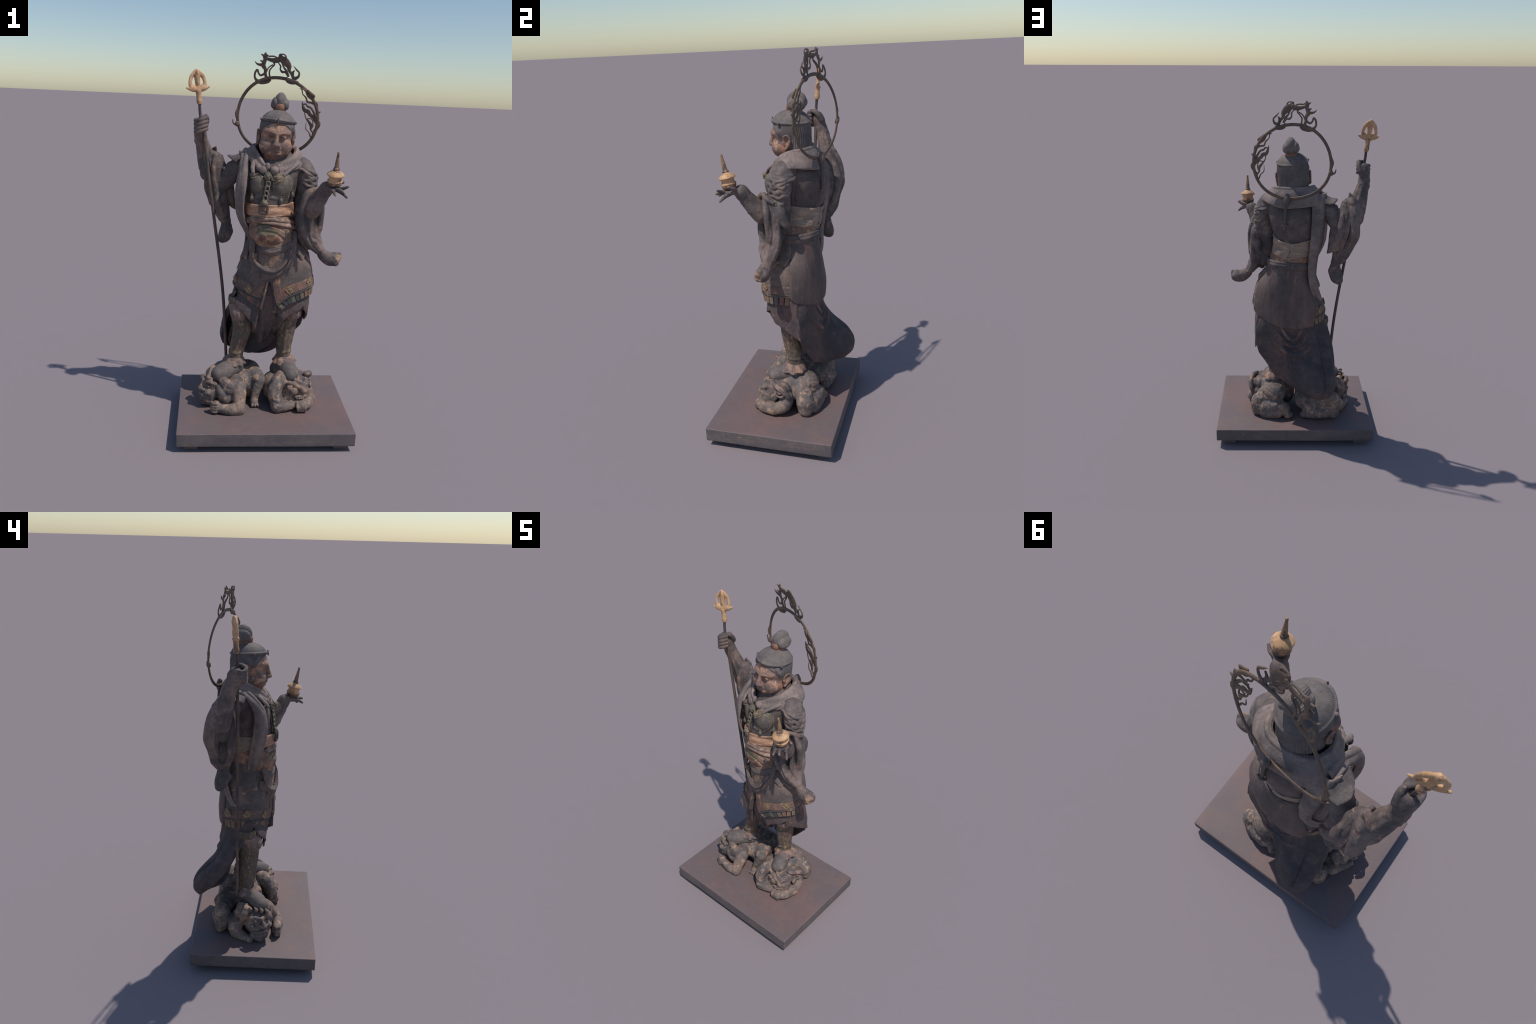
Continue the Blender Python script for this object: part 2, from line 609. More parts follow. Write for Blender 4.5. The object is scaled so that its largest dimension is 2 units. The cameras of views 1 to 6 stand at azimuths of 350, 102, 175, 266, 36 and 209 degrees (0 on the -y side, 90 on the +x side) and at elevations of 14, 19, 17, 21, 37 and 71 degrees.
def painted(name, base, alt, layers=(), scale=7.0, seed=1.0, rough=0.72, metal=0.0, bump=0.6,
            grain=(1, 1, 1), spec=0.3, masks=(), random_cols=None, hair=None, gain=1.0, var=1.0, warm=0.07, wear=None):
    """Old painted wood: two ground colours in clouds, layered worn patches.

    layers: (colour, noise scale, low, high, stretch, amount);
    masks: (colour, function(nt, position socket) -> factor socket)."""
    tint = lambda c: (c[0] * (1 + .4 * warm), c[1] * (1 - .9 * warm), c[2] * (1 - .7 * warm))
    base, alt = tint(base), tint(alt)
    layers = [(tint(l[0]), *l[1:]) for l in layers]
    m = bpy.data.materials.new(name)
    m.use_nodes = True
    nt = m.node_tree
    b = nt.nodes["Principled BSDF"]
    tc = nd(nt, "ShaderNodeTexCoord")
    vec = tc.outputs["Object"]
    f = ramp(nt, noise_node(nt, vec, scale, seed, stretch=grain), 0.36, 0.64)
    if random_cols:
        oi = nd(nt, "ShaderNodeObjectInfo")
        cr = nd(nt, "ShaderNodeValToRGB")
        cr.color_ramp.interpolation = 'CONSTANT'
        el = cr.color_ramp.elements
        while len(el) < len(random_cols):
            el.new(0.5)
        for i, c in enumerate(random_cols):
            el[i].position = i / len(random_cols)
            el[i].color = (*c, 1)
        nt.links.new(oi.outputs["Random"], cr.inputs[0])
        col = mixc(nt, math2(nt, "MULTIPLY", f, 0.55), cr.outputs[0], alt)
    else:
        col = mixc(nt, f, base, alt)
    for c, fn in masks:
        col = mixc(nt, fn(nt, vec), col, c)
    for i, (c, sc, lo, hi, st, am) in enumerate(layers):
        g = ramp(nt, noise_node(nt, vec, sc, seed + 5.3 * (i + 1), detail=8, rough=0.68, stretch=st, distort=0.3), lo - .065, hi - .085)
        col = mixc(nt, math2(nt, "MULTIPLY", g, am), col, c)
    if wear:                                   # paint rubbed off the ridges
        geo = nd(nt, "ShaderNodeNewGeometry")
        w = ramp(nt, geo.outputs["Pointiness"], .515, .585)
        w = math2(nt, "MULTIPLY", w, ramp(nt, noise_node(nt, vec, 26, seed + 70, detail=6), .36, .62))
        col = mixc(nt, math2(nt, "MULTIPLY", w, wear[1]), col, tint(wear[0]))
    fine = noise_node(nt, vec, 150, seed + 40, detail=3)
    mid = noise_node(nt, vec, 38, seed + 50, detail=5, rough=.7, stretch=grain)
    v = math2(nt, "ADD", math2(nt, "MULTIPLY", fine, 0.5 * var), math2(nt, "MULTIPLY", mid, 1.1 * var))
    v = math2(nt, "ADD", v, 1.0 - .8 * var)
    hs = nd(nt, "ShaderNodeHueSaturation")
    nt.links.new(col, hs.inputs["Color"])
    nt.links.new(math2(nt, "MULTIPLY", v, gain), hs.inputs["Value"])
    nt.links.new(hs.outputs[0], b.inputs["Base Color"])
    b.inputs["Metallic"].default_value = metal
    b.inputs["Specular IOR Level"].default_value = spec
    nt.links.new(math2(nt, "ADD", math2(nt, "MULTIPLY", mid, 0.25), rough - 0.12), b.inputs["Roughness"])
    bp = nd(nt, "ShaderNodeBump")
    bp.inputs["Strength"].default_value = bump
    bp.inputs["Distance"].default_value = 0.004
    hgt = math2(nt, "ADD", mid, math2(nt, "MULTIPLY", fine, 0.4))
    if hair:
        hgt = math2(nt, "ADD", hgt, hair(nt, vec))
    nt.links.new(hgt, bp.inputs["Height"])
    nt.links.new(bp.outputs[0], b.inputs["Normal"])
    return m


def box_mask(axis, lo, hi, soft, wob=0.012, seed=9.0):
    """Factor 1 where lo < coordinate < hi, with a ragged border."""
    def fn(nt, vec):
        s = nd(nt, "ShaderNodeSeparateXYZ")
        nt.links.new(vec, s.inputs[0])
        n = noise_node(nt, vec, 24, seed, detail=6)
        v = math2(nt, "ADD", s.outputs[axis], math2(nt, "MULTIPLY", math2(nt, "SUBTRACT", n, 0.5), wob * 4))
        return math2(nt, "MULTIPLY", ramp(nt, v, lo - soft, lo + soft), ramp(nt, v, hi + soft, hi - soft))
    return fn


def ball_mask(c, r, soft=0.012, wob=0.012, seed=9.0, sq=(1, 1, 1)):
    """Factor 1 inside a ragged ellipsoid around c."""
    def fn(nt, vec):
        mp = nd(nt, "ShaderNodeMapping", vector_type='POINT')
        mp.inputs["Location"].default_value = tuple(-a * b for a, b in zip(c, sq))
        mp.inputs["Scale"].default_value = sq
        nt.links.new(vec, mp.inputs[0])
        ln = nd(nt, "ShaderNodeVectorMath", operation='LENGTH')
        nt.links.new(mp.outputs[0], ln.inputs[0])
        n = noise_node(nt, vec, 30, seed, detail=6)
        v = math2(nt, "ADD", ln.outputs["Value"], math2(nt, "MULTIPLY", math2(nt, "SUBTRACT", n, 0.5), wob * 4))
        return ramp(nt, v, r + soft, r - soft)
    return fn


def both(f, g):
    return lambda nt, vec: math2(nt, "MULTIPLY", f(nt, vec), g(nt, vec))


SLATE = (0.090, 0.085, 0.083)
DUSK = (0.18, 0.142, 0.122)
TAN = (0.36, 0.225, 0.15)
DUST = (0.25, 0.21, 0.188)
RUST = (0.23, 0.10, 0.07)
OCHRE = (0.46, 0.27, 0.15)
GOLD = (0.40, 0.30, 0.13)
GREEN = (0.115, 0.125, 0.09)
V3 = (1, 1, 1)
VERT = (1, 1, 0.25)

M_CLOTH = painted("weathered_cloth_paint", SLATE, DUSK,
                  [(DUST, 9, .53, .72, V3, .65), (TAN, 22, .63, .74, (1, 1, .5), .6), ((.06, .06, .064), 6, .52, .7, V3, .6)], seed=1, wear=((.40, .29, .22), .8))
M_SLEEVE = painted("weathered_sleeve_paint", SLATE, DUSK,
                   [(DUST, 9, .53, .72, V3, .65), (TAN, 22, .63, .74, (1, 1, .5), .6), ((.06, .06, .064), 6, .52, .7, V3, .6)], seed=1.4,
                   wear=((.42, .30, .22), .85), masks=[((.40, .25, .165), ball_mask((.366, -.075, .955), .024, soft=.014, seed=31))])
M_CAPE = painted("dusty_cape_paint", (.22, .188, .168), (.15, .134, .126),
                 [(DUST, 6, .5, .7, V3, .8), (TAN, 26, .68, .78, V3, .5), ((.085, .082, .083), 7, .56, .72, V3, .6)], seed=2, wear=((.42, .33, .26), .7))
M_ARMOUR = painted("dark_lacquer_armour", (.075, .071, .072), (.105, .091, .084),
                   [(DUSK, 10, .52, .72, V3, .7), (TAN, 30, .70, .78, V3, .5)], seed=3, rough=.6, wear=((.36, .26, .19), .7))
M_BREAST = painted("olive_breast_paint", (.15, .136, .116), (.112, .105, .098),
                   [((.23, .20, .12), 14, .56, .7, V3, .6), (TAN, 40, .7, .78, V3, .5)], seed=4, rough=.62, wear=((.36, .30, .17), .5))
M_LEATHER = painted("worn_leather_panel", (.14, .118, .105), (.21, .162, .128),
                    [(SLATE, 8, .5, .66, V3, .8), (TAN, 26, .69, .78, V3, .5)], seed=5, wear=((.42, .30, .21), .7))
M_TRIM = painted("red_brown_trim", (.23, .14, .10), (.145, .105, .09),
                 [(RUST, 14, .56, .7, V3, .6), (OCHRE, 20, .64, .74, V3, .6), (SLATE, 12, .58, .7, V3, .7)], seed=6)
M_EDGE = painted("moulded_dark_edge", (.09, .08, .078), (.13, .105, .09),
                 [(GOLD, 34, .64, .72, V3, .55)], seed=7)
M_SKIRT = painted("dark_skirt_paint", (.07, .066, .069), (.108, .088, .081),
                  [((.17, .105, .09), 8, .54, .72, (1, 1, .5), .7), (TAN, 34, .67, .76, (1, 1, .4), .5), ((.05, .05, .056), 5, .5, .68, V3, .6)], seed=8, wear=((.32, .20, .16), .75))
M_BACKPLATE = painted("scuffed_back_plate", (.09, .08, .078), (.145, .115, .1),
                      [((.16, .13, .115), 5, .52, .7, V3, .7), (TAN, 40, .68, .75, VERT, .6),
                       ((.16, .08, .07), 12, .6, .74, VERT, .5)], seed=9, grain=VERT)

def sep(nt, vec, axis):
    s = nd(nt, "ShaderNodeSeparateXYZ")
    nt.links.new(vec, s.inputs[0])
    return s.outputs[axis]


M_BELT = painted("bare_ochre_belt", (.42, .26, .165), (.32, .20, .135),
                 [((.20, .14, .11), 14, .56, .72, (1, 1, 2.5), .75), ((.56, .38, .25), 24, .6, .7, (1, 1, 3), .6)],
                 seed=10, grain=(.5, .5, 3), masks=[((.30, .235, .185), box_mask(1, .05, .9, .03))])
M_WRAP = painted("flaking_waist_wrap", (.23, .17, .135), (.31, .20, .135),
                 [((.42, .32, .24), 22, .58, .68, (1, 1, 2), .8), ((.12, .10, .095), 16, .58, .7, V3, .8)], seed=11)
M_BELLY = painted("painted_belly_armour", (.27, .175, .12), (.18, .13, .103),
                  [(GREEN, 14, .62, .72, V3, .4), ((.42, .27, .17), 18, .58, .7, V3, .7), (GOLD, 60, .66, .74, V3, .6)],
                  seed=12,
                  masks=[((.115, .10, .082), ball_mask((-.035, -.08, 1.12), .055, sq=(.8, .8, 1.4), seed=21)),
                         ((.30, .11, .06), ball_mask((.012, -.085, 1.15), .022, seed=22)),
                         ((.165, .14, .085), ball_mask((-.02, -.085, 1.108), .045, sq=(.8, .8, 2.8), seed=23)),
                         ((.16, .08, .065), ball_mask((-.02, -.09, 1.068), .046, sq=(.8, .8, 1.7), seed=24))])
M_SASH = painted("dark_sash_paint", (.075, .075, .077), (.11, .1, .094),
                 [(DUSK, 10, .5, .68, V3, .7), (RUST, 24, .66, .74, V3, .6), (TAN, 34, .7, .78, V3, .4)], seed=13, wear=((.36, .24, .18), .75))
M_FACE = painted("flaking_face_paint", (.30, .20, .145), (.225, .158, .127),
                 [((.15, .118, .11), 13, .50, .64, V3, .75), ((.50, .325, .215), 22, .58, .70, V3, .8),
                  ((.33, .15, .085), 20, .62, .72, V3, .6)], seed=14.5, scale=12, bump=.25)
M_HAIR = painted("grey_lacquer_hair", (.12, .115, .113), (.175, .158, .145),
                 [((.21, .185, .165), 8, .55, .75, V3, .6), (TAN, 45, .71, .79, V3, .4)], seed=15, bump=.2)
M_TIE = painted("worn_orange_tie", (.42, .21, .12), (.27, .15, .10), [((.13, .1, .09), 40, .58, .68, V3, .8)], seed=16)
M_METAL = painted("dark_gilt_bronze", (.10, .08, .066), (.14, .105, .075),
                  [((.20, .14, .075), 14, .56, .72, V3, .6), ((.15, .10, .075), 30, .6, .72, V3, .6)],
                  seed=17, rough=.6, metal=.0, spec=.4)
M_GILT = painted("old_gilding", (.56, .36, .185), (.42, .265, .135),
                 [((.16, .11, .085), 28, .60, .68, (1, 1, .5), .85), ((.68, .46, .27), 14, .55, .7, V3, .6)],
                 seed=18, rough=.6, spec=.4)
M_GILTDARK = painted("tarnished_gilding", (.36, .235, .13), (.2, .135, .09),
                     [((.09, .07, .06), 30, .52, .64, (1, 1, .4), .85), ((.58, .38, .2), 24, .6, .7, V3, .6)], seed=18.7, rough=.6, spec=.4)
M_PUPIL = painted("dark_eye", (.05, .035, .03), (.09, .055, .045), seed=34, bump=.05, rough=.4)
M_POLE = painted("staff_lacquer", (.062, .06, .06), (.10, .08, .068),
                 [((.17, .12, .09), 18, .55, .7, (1, 1, .2), .7)], seed=19)
M_GOLDPLATE = painted("gilt_fitting", (.37, .285, .15), (.24, .18, .105), [((.13, .1, .075), 60, .56, .64, V3, .8)], seed=20)
M_BEAD = painted("bead_paint", (.13, .125, .105), (.20, .175, .12), [(GOLD, 50, .62, .7, V3, .6)], seed=21)
M_LEG = painted("greave_paint", (.105, .097, .082), (.155, .122, .093),
                [((.38, .27, .10), 64, .615, .70, (1, 1, .4), .8), ((.14, .07, .065), 12, .6, .72, V3, .6),
                 ((.22, .17, .12), 26, .62, .72, (1, 1, .5), .5)], seed=22, scale=11)
M_PANTS = painted("brocade_trouser", (.29, .205, .172), (.19, .14, .125),
                  [((.34, .26, .14), 60, .62, .7, V3, .6), (SLATE, 16, .58, .72, V3, .6)], seed=23)
M_RUFFLE = painted("ankle_ruffle_paint", (.40, .25, .17), (.20, .15, .13),
                   [((.135, .115, .11), 24, .52, .62, V3, .8), (RUST, 40, .68, .76, V3, .5)], seed=24, scale=16)
M_BOOT = painted("boot_paint", (.105, .1, .098), (.145, .13, .118),
                 [((.235, .195, .16), 9, .58, .78, V3, .7)], seed=25)
M_DEMON = painted("demon_flesh_paint", (.115, .113, .112), (.155, .14, .127),
                  [((.26, .195, .148), 4.5, .45, .72, V3, .85), ((.42, .29, .195), 28, .575, .70, V3, .8),
                   ((.055, .058, .062), 9, .56, .70, V3, .7)], seed=26.3, scale=10, wear=((.42, .30, .21), .6))
M_DEMONHAIR = painted("demon_hair_paint", (.15, .125, .115), (.115, .108, .105),
                      [((.36, .25, .18), 22, .6, .7, V3, .7), (RUST, 30, .69, .77, V3, .5)], seed=27, wear=((.42, .30, .21), .6))
M_EYE = painted("demon_eye", (.5, .30, .24), (.38, .17, .14), seed=28)
M_TOOTH = painted("tooth_paint", (.48, .38, .30), (.38, .29, .23), seed=29)
M_BASE = painted("lacquered_plinth", (.185, .132, .122), (.16, .122, .116),
                 [((.145, .13, .13), 3, .5, .68, V3, .8), ((.19, .14, .125), 4, .56, .75, V3, .6),
                  ((.26, .23, .22), 120, .74, .84, V3, .25)], seed=30, scale=3, bump=.05, rough=.6, var=.3)
M_BASESIDE = painted("plinth_edge_lacquer", (.13, .12, .118), (.11, .105, .107),
                     [((.17, .145, .13), 8, .55, .72, (1, 1, 3), .6), (TAN, 50, .70, .76, (.4, .4, 2.5), .5)],
                     seed=31, scale=6, bump=.12, var=.6)
M_TABS = painted("fringe_tab_paint", (.12, .1, .09), (.1, .09, .085),
                 [((.27, .19, .13), 30, .58, .7, V3, .6)], seed=32,
                 random_cols=[(.12, .10, .092), (.155, .165, .12), (.19, .10, .085), (.23, .145, .10), (.085, .085, .085), (.20, .155, .12)])
M_FURPAD = painted("lion_shoulder_paint", (.135, .12, .111), (.195, .163, .143),
                   [((.095, .093, .093), 14, .52, .66, V3, .7), (TAN, 28, .68, .77, V3, .5)], seed=33, wear=((.42, .32, .24), .7))


# ================================================================== the statue
ROOT = bpy.data.objects.new("guardian_statue", None)
bpy.context.scene.collection.objects.link(ROOT)
ROOT["label"] = "weathered dark wooden temple guardian standing on two crouching demons"
ROOT["category"] = "statue"

# ------------------------------------------------------------------ plinth
TURN = math.radians(-5.2)
bx, by = A(math.cos(TURN), math.sin(TURN), 0), A(-math.sin(TURN), math.cos(TURN), 0)


def plinth():
    bm = bmesh.new()
    bmesh.ops.create_cube(bm, size=1)
    for v in bm.verts:
        v.co = Vector((v.co.x * 0.927, v.co.y * 0.679, 0.0715 + v.co.z * 0.073))
    bmesh.ops.bevel(bm, geom=list(bm.edges), offset=0.005, segments=3, affect='EDGES', profile=0.6)
    bmesh.ops.triangulate(bm, faces=[f for f in bm.faces if len(f.verts) > 4])
    for _ in range(5):
        es = [e for e in bm.edges if e.calc_length() > 0.022]
        if not es:
            break
        bmesh.ops.subdivide_edges(bm, edges=es, cuts=1, use_grid_fill=True)
    V = np.array([v.co[:] for v in bm.verts])
    top = V[:, 2] > 0.1
    V[:, 2] += 0.0012 * noise3(V, 5, 3) + 0.0005 * noise3(V, 40, 4)
    side = ~top
    V[side, 0] += np.sign(V[side, 0]) * 0.001 * noise3(V[side], 18, 5)
    V[side, 1] += np.sign(V[side, 1]) * 0.001 * noise3(V[side], 18, 6)
    V[:, 2] += 0.003 * (V[:, 1] / 0.337)          # a slight warp, back edge higher
    W = V[:, :1] * bx + V[:, 1:2] * by + V[:, 2:] * A(0, 0, 1)
    for v, w in zip(bm.verts, W):
        v.co = Vector(w)
    me = bpy.data.meshes.new("plinth_slab")
    bm.to_mesh(me)
    bm.free()
    me.materials.append(M_BASE)
    me.materials.append(M_BASESIDE)
    for p in me.polygons:
        p.use_smooth = True
        p.material_index = 0 if p.normal.z > 0.6 else 1
    me.set_sharp_from_angle(angle=math.radians(45))
    return link(bpy.data.objects.new("plinth_slab", me))


slab = plinth()
foot_me = block_mesh("plinth_foot", 0.085, 0.06, 0.038, M_BASESIDE, 0.003, taper=0.8)
for sx in (-1, 1):
    for sy in (-1, 1):
        place("plinth_foot", foot_me, bx * sx * 0.39 + by * sy * 0.285 + A(0, 0, 0.019), bx, by, slab)


# ------------------------------------------------------------------ demons
def near(pts, r):
    """Mask: within r of a polyline."""
    c = spline(pts, 12) if len(pts) > 1 else np.asarray(pts, float)
    return lambda P: np.min(np.linalg.norm(P[:, None] - c[None], axis=2), 1) < r


def digits(s, roots, d, ln, r, k=0.004, curl=(0, 0, 0)):
    for q in roots:
        q = np.asarray(q, float)
        d_ = np.asarray(d, float)
        s.tube([q, q + d_ * ln * .55, q + d_ * ln + np.asarray(curl)], [r, r, r * .85], k=k)


def spiral(c, e1, e2, r0, turns, n=22, inner=0.12):
    t = np.linspace(0, 1, n)
    a = t * turns * 2 * np.pi
    rr = r0 * (1 - (1 - inner) * t)
    return c + (rr * np.cos(a))[:, None] * e1 + (rr * np.sin(a))[:, None] * e2


def demon_west():
    s = Solid((-.385, -.17, .09), (.04, .30, .345), 0.0027)
    # trunk, rump
    s.tube([(-.22, .05, .215), (-.13, .045, .222), (-.075, .09, .225), (-.065, .15, .22)], [.06, .062, .07, .078], k=.02)
    s.ell((-.065, .155, .215), (.075, .07, .07), k=.02)
    # head and face, looking out to -x
    s.ell((-.268, .018, .205), (.064, .062, .074), k=.015)
    s.ell((-.294, -.008, .195), (.046, .058, .068), k=.012)
    s.ell((-.302, .0, .145), (.046, .052, .034), k=.012)
    s.tube([(-.272, -.06, .258), (-.31, -.045, .268), (-.332, -.015, .258)], [.012, .014, .011], k=.008)
    s.tube([(-.332, -.01, .258), (-.338, .018, .268), (-.322, .048, .26)], [.011, .014, .011], k=.008)
    s.tube([(-.326, -.012, .258), (-.34, -.022, .238), (-.346, -.025, .222)], [.009, .013, .017], k=.006)
    for q in ((-.334, -.04, .219), (-.342, -.005, .218)):
        s.ell(q, .0115, k=.004)
    s.ell((-.312, -.058, .208), (.019, .017, .02), k=.006)
    s.ell((-.332, .034, .205), (.019, .02, .021), k=.006)
    s.tube([(-.31, -.058, .172), (-.338, -.035, .186), (-.348, -.01, .184), (-.334, .036, .17)], [.009, .011, .011, .009], k=.005)
    s.tube([(-.312, -.05, .155), (-.338, -.02, .16), (-.338, .02, .156)], [.009, .012, .010], k=.005)
    s.ell((-.332, -.002, .13), (.02, .026, .018), k=.008)
    s.stroke([(-.305, -.066, .164), (-.335, -.04, .174), (-.35, -.005, .172), (-.335, .045, .162)], .005, -.007)
    s.stroke([(-.296, -.062, .238), (-.325, -.048, .242)], .006, -.008)
    s.stroke([(-.34, .008, .242), (-.334, .036, .238)], .006, -.008)
    s.stroke([(-.32, -.06, .226), (-.322, -.075, .195), (-.305, -.068, .155)], .005, -.006)
    s.stroke([(-.342, .01, .218), (-.342, .042, .185), (-.322, .052, .15)], .005, -.006)
    s.stroke([(-.255, -.06, .24), (-.268, -.07, .19), (-.26, -.06, .14)], .006, -.007)
    s.stroke([(-.305, .068, .24), (-.31, .078, .19), (-.3, .068, .14)], .006, -.007)
    # ears and hair locks
    s.tube([(-.235, -.035, .275), (-.205, -.055, .25), (-.175, -.05, .235), (-.152, -.02, .248)], [.026, .03, .024, .006], k=.008)
    s.tube([(-.225, -.045, .25), (-.205, -.062, .222), (-.182, -.055, .205)], [.022, .024, .012], k=.008)
    s.tube([(-.25, -.04, .23), (-.235, -.058, .2), (-.222, -.055, .165)], [.024, .028, .022], k=.008)
    s.ell((-.225, -.045, .148), (.028, .024, .022), k=.008)
    s.tube([(-.275, .07, .285), (-.29, .085, .255), (-.288, .095, .22)], [.022, .024, .014], k=.008)
    s.tube([(-.24, .1, .285), (-.262, .115, .25), (-.262, .118, .21)], [.024, .022, .012], k=.008)
    s.ell((-.25, .08, .293), (.026, .026, .016), k=.008)
    for i in range(5):
        a = i / 4
        s.tube([(-.292 + .02 * a, -.04 + .115 * a, .278), (-.31 + .03 * a, -.045 + .12 * a, .292), (-.3 + .035 * a, -.035 + .12 * a, .302)], [.012, .012, .006], k=.006)
    for i in range(4):
        f = i / 3
        s.stroke([(-.245 + .01 * f, -.075, .285 - .03 * f), (-.205, -.085, .262 - .025 * f), (-.165, -.06, .248 - .015 * f)],
                 .0035, -.004)
    s.ell((-.205, -.04, .165), (.05, .04, .045), k=.015)
    s.ell((-.06, .045, .2), (.06, .055, .08), k=.02)
    # near arm, folded under
    s.tube([(-.16, .0, .235), (-.142, -.05, .215), (-.145, -.108, .148)], [.05, .043, .034], k=.014)
    s.tube([(-.146, -.113, .132), (-.2, -.118, .134), (-.25, -.108, .138)], [.037, .031, .026], k=.008)
    s.ell((-.27, -.1, .147), (.026, .024, .034), k=.008)
    for i in range(4):
        z = .172 - i * .0155
        s.tube([(-.27, -.124, z), (-.288, -.118, z), (-.295, -.1, z)], .0095, k=.003)
    # far arm under the cheek
    s.tube([(-.225, .1, .21), (-.25, .13, .165), (-.268, .125, .135)], [.05, .042, .035], k=.012)
    s.tube([(-.268, .12, .132), (-.3, .085, .125), (-.325, .05, .12)], [.034, .028, .022], k=.008)
    # folded hind leg at the back
    s.tube([(-.1, .17, .22), (-.175, .195, .23), (-.212, .2, .225)], [.062, .052, .046], k=.015)
    s.tube([(-.215, .195, .21), (-.225, .208, .165), (-.225, .215, .135)], [.042, .036, .03], k=.01)
    s.tube([(-.2, .2, .15), (-.13, .21, .155), (-.07, .205, .15)], [.045, .05, .04], k=.012)
    s.ell((-.045, .2, .13), (.03, .03, .022), k=.008)
    # forward hind leg between the two demons
    s.tube([(-.07, .1, .24), (-.04, .045, .255), (-.022, .002, .25)], [.06, .048, .036], k=.015)
    s.tube([(-.022, .0, .242), (-.036, -.014, .195), (-.048, -.024, .158)], [.035, .029, .024], k=.01)
    s.tube([(-.048, -.02, .14), (-.05, -.045, .128)], [.027, .025], k=.008)
    for i in range(3):
        s.ell((-.066 + .016 * i, -.062, .123), (.0095, .014, .013), k=.003)
    # folds and muscles
    s.stroke([(-.245, .16, .29), (-.19, .15, .3), (-.17, .22, .27), (-.18, .255, .22)], .008, -.006)
    s.stroke([(-.09, .235, .29), (-.12, .25, .23), (-.13, .25, .17)], .007, -.005)
    s.stroke([(-.03, .24, .27), (-.02, .245, .21), (-.035, .24, .16)], .007, -.006)
    s.stroke([(-.16, .03, .29), (-.12, .02, .288), (-.08, .05, .3)], .008, -.005)
    s.stroke([(-.105, -.02, .25), (-.1, -.03, .2), (-.115, -.02, .165)], .01, -.008)
    s.stroke([(-.19, -.02, .28), (-.15, -.04, .265), (-.11, -.03, .25)], .006, -.006)
    s.stroke([(-.12, -.09, .19), (-.16, -.12, .165), (-.175, -.14, .15)], .006, -.005)
    for i in range(5):
        s.stroke([(-.13 + .02 * i, .09, .3), (-.12 + .02 * i, .13, .31), (-.1 + .018 * i, .18, .3), (-.09 + .016 * i, .225, .25)], .005, -.006)
    s.stroke([(-.02, -.03, .26), (-.045, -.01, .235), (-.06, .02, .22)], .006, -.006)
    s.F += .0015                      # pull the whole carving in a little
    s.plane_cut((0, 0, .1085), (0, 0, -1), k=0)
    P = [("demon_head", M_DEMON, near([(-.29, .01, .27), (-.3, .01, .12)], .075), "first"),
         ("demon_hair", M_DEMONHAIR, near([(-.25, -.05, .27), (-.2, -.055, .24), (-.165, -.045, .24)], .034), "first"),
         ("demon_arm", M_DEMON, near([(-.142, -.06, .2), (-.146, -.115, .13), (-.2, -.118, .13), (-.25, -.108, .138)], .048), "first"),
         ("demon_hand", M_DEMON, near([(-.28, -.105, .15), (-.28, -.1, .13)], .042), "first"),
         ("demon_arm", M_DEMON, near([(-.25, .13, .165), (-.268, .125, .13), (-.325, .05, .12)], .05), "first"),
         ("demon_foot", M_DEMON, near([(-.05, -.035, .13), (-.05, -.06, .12)], .034), "first"),
         ("demon_leg", M_DEMON, near([(-.035, .03, .25), (-.022, .0, .24), (-.048, -.024, .15)], .052), "first"),
         ("demon_leg", M_DEMON, near([(-.18, .2, .235), (-.23, .2, .22), (-.235, .22, .13), (-.13, .21, .15), (-.06, .2, .14)], .066), "first")]
    ob = carve(s, "demon_torso", M_DEMON, rough=.0016, parts=P, seed=11)
    make("demon_eye", *join_geo([blob_geo((-.306, -.05, .241), .0075), blob_geo((-.331, .021, .24), .0075)]), M_DEMON, ob)
    return ob


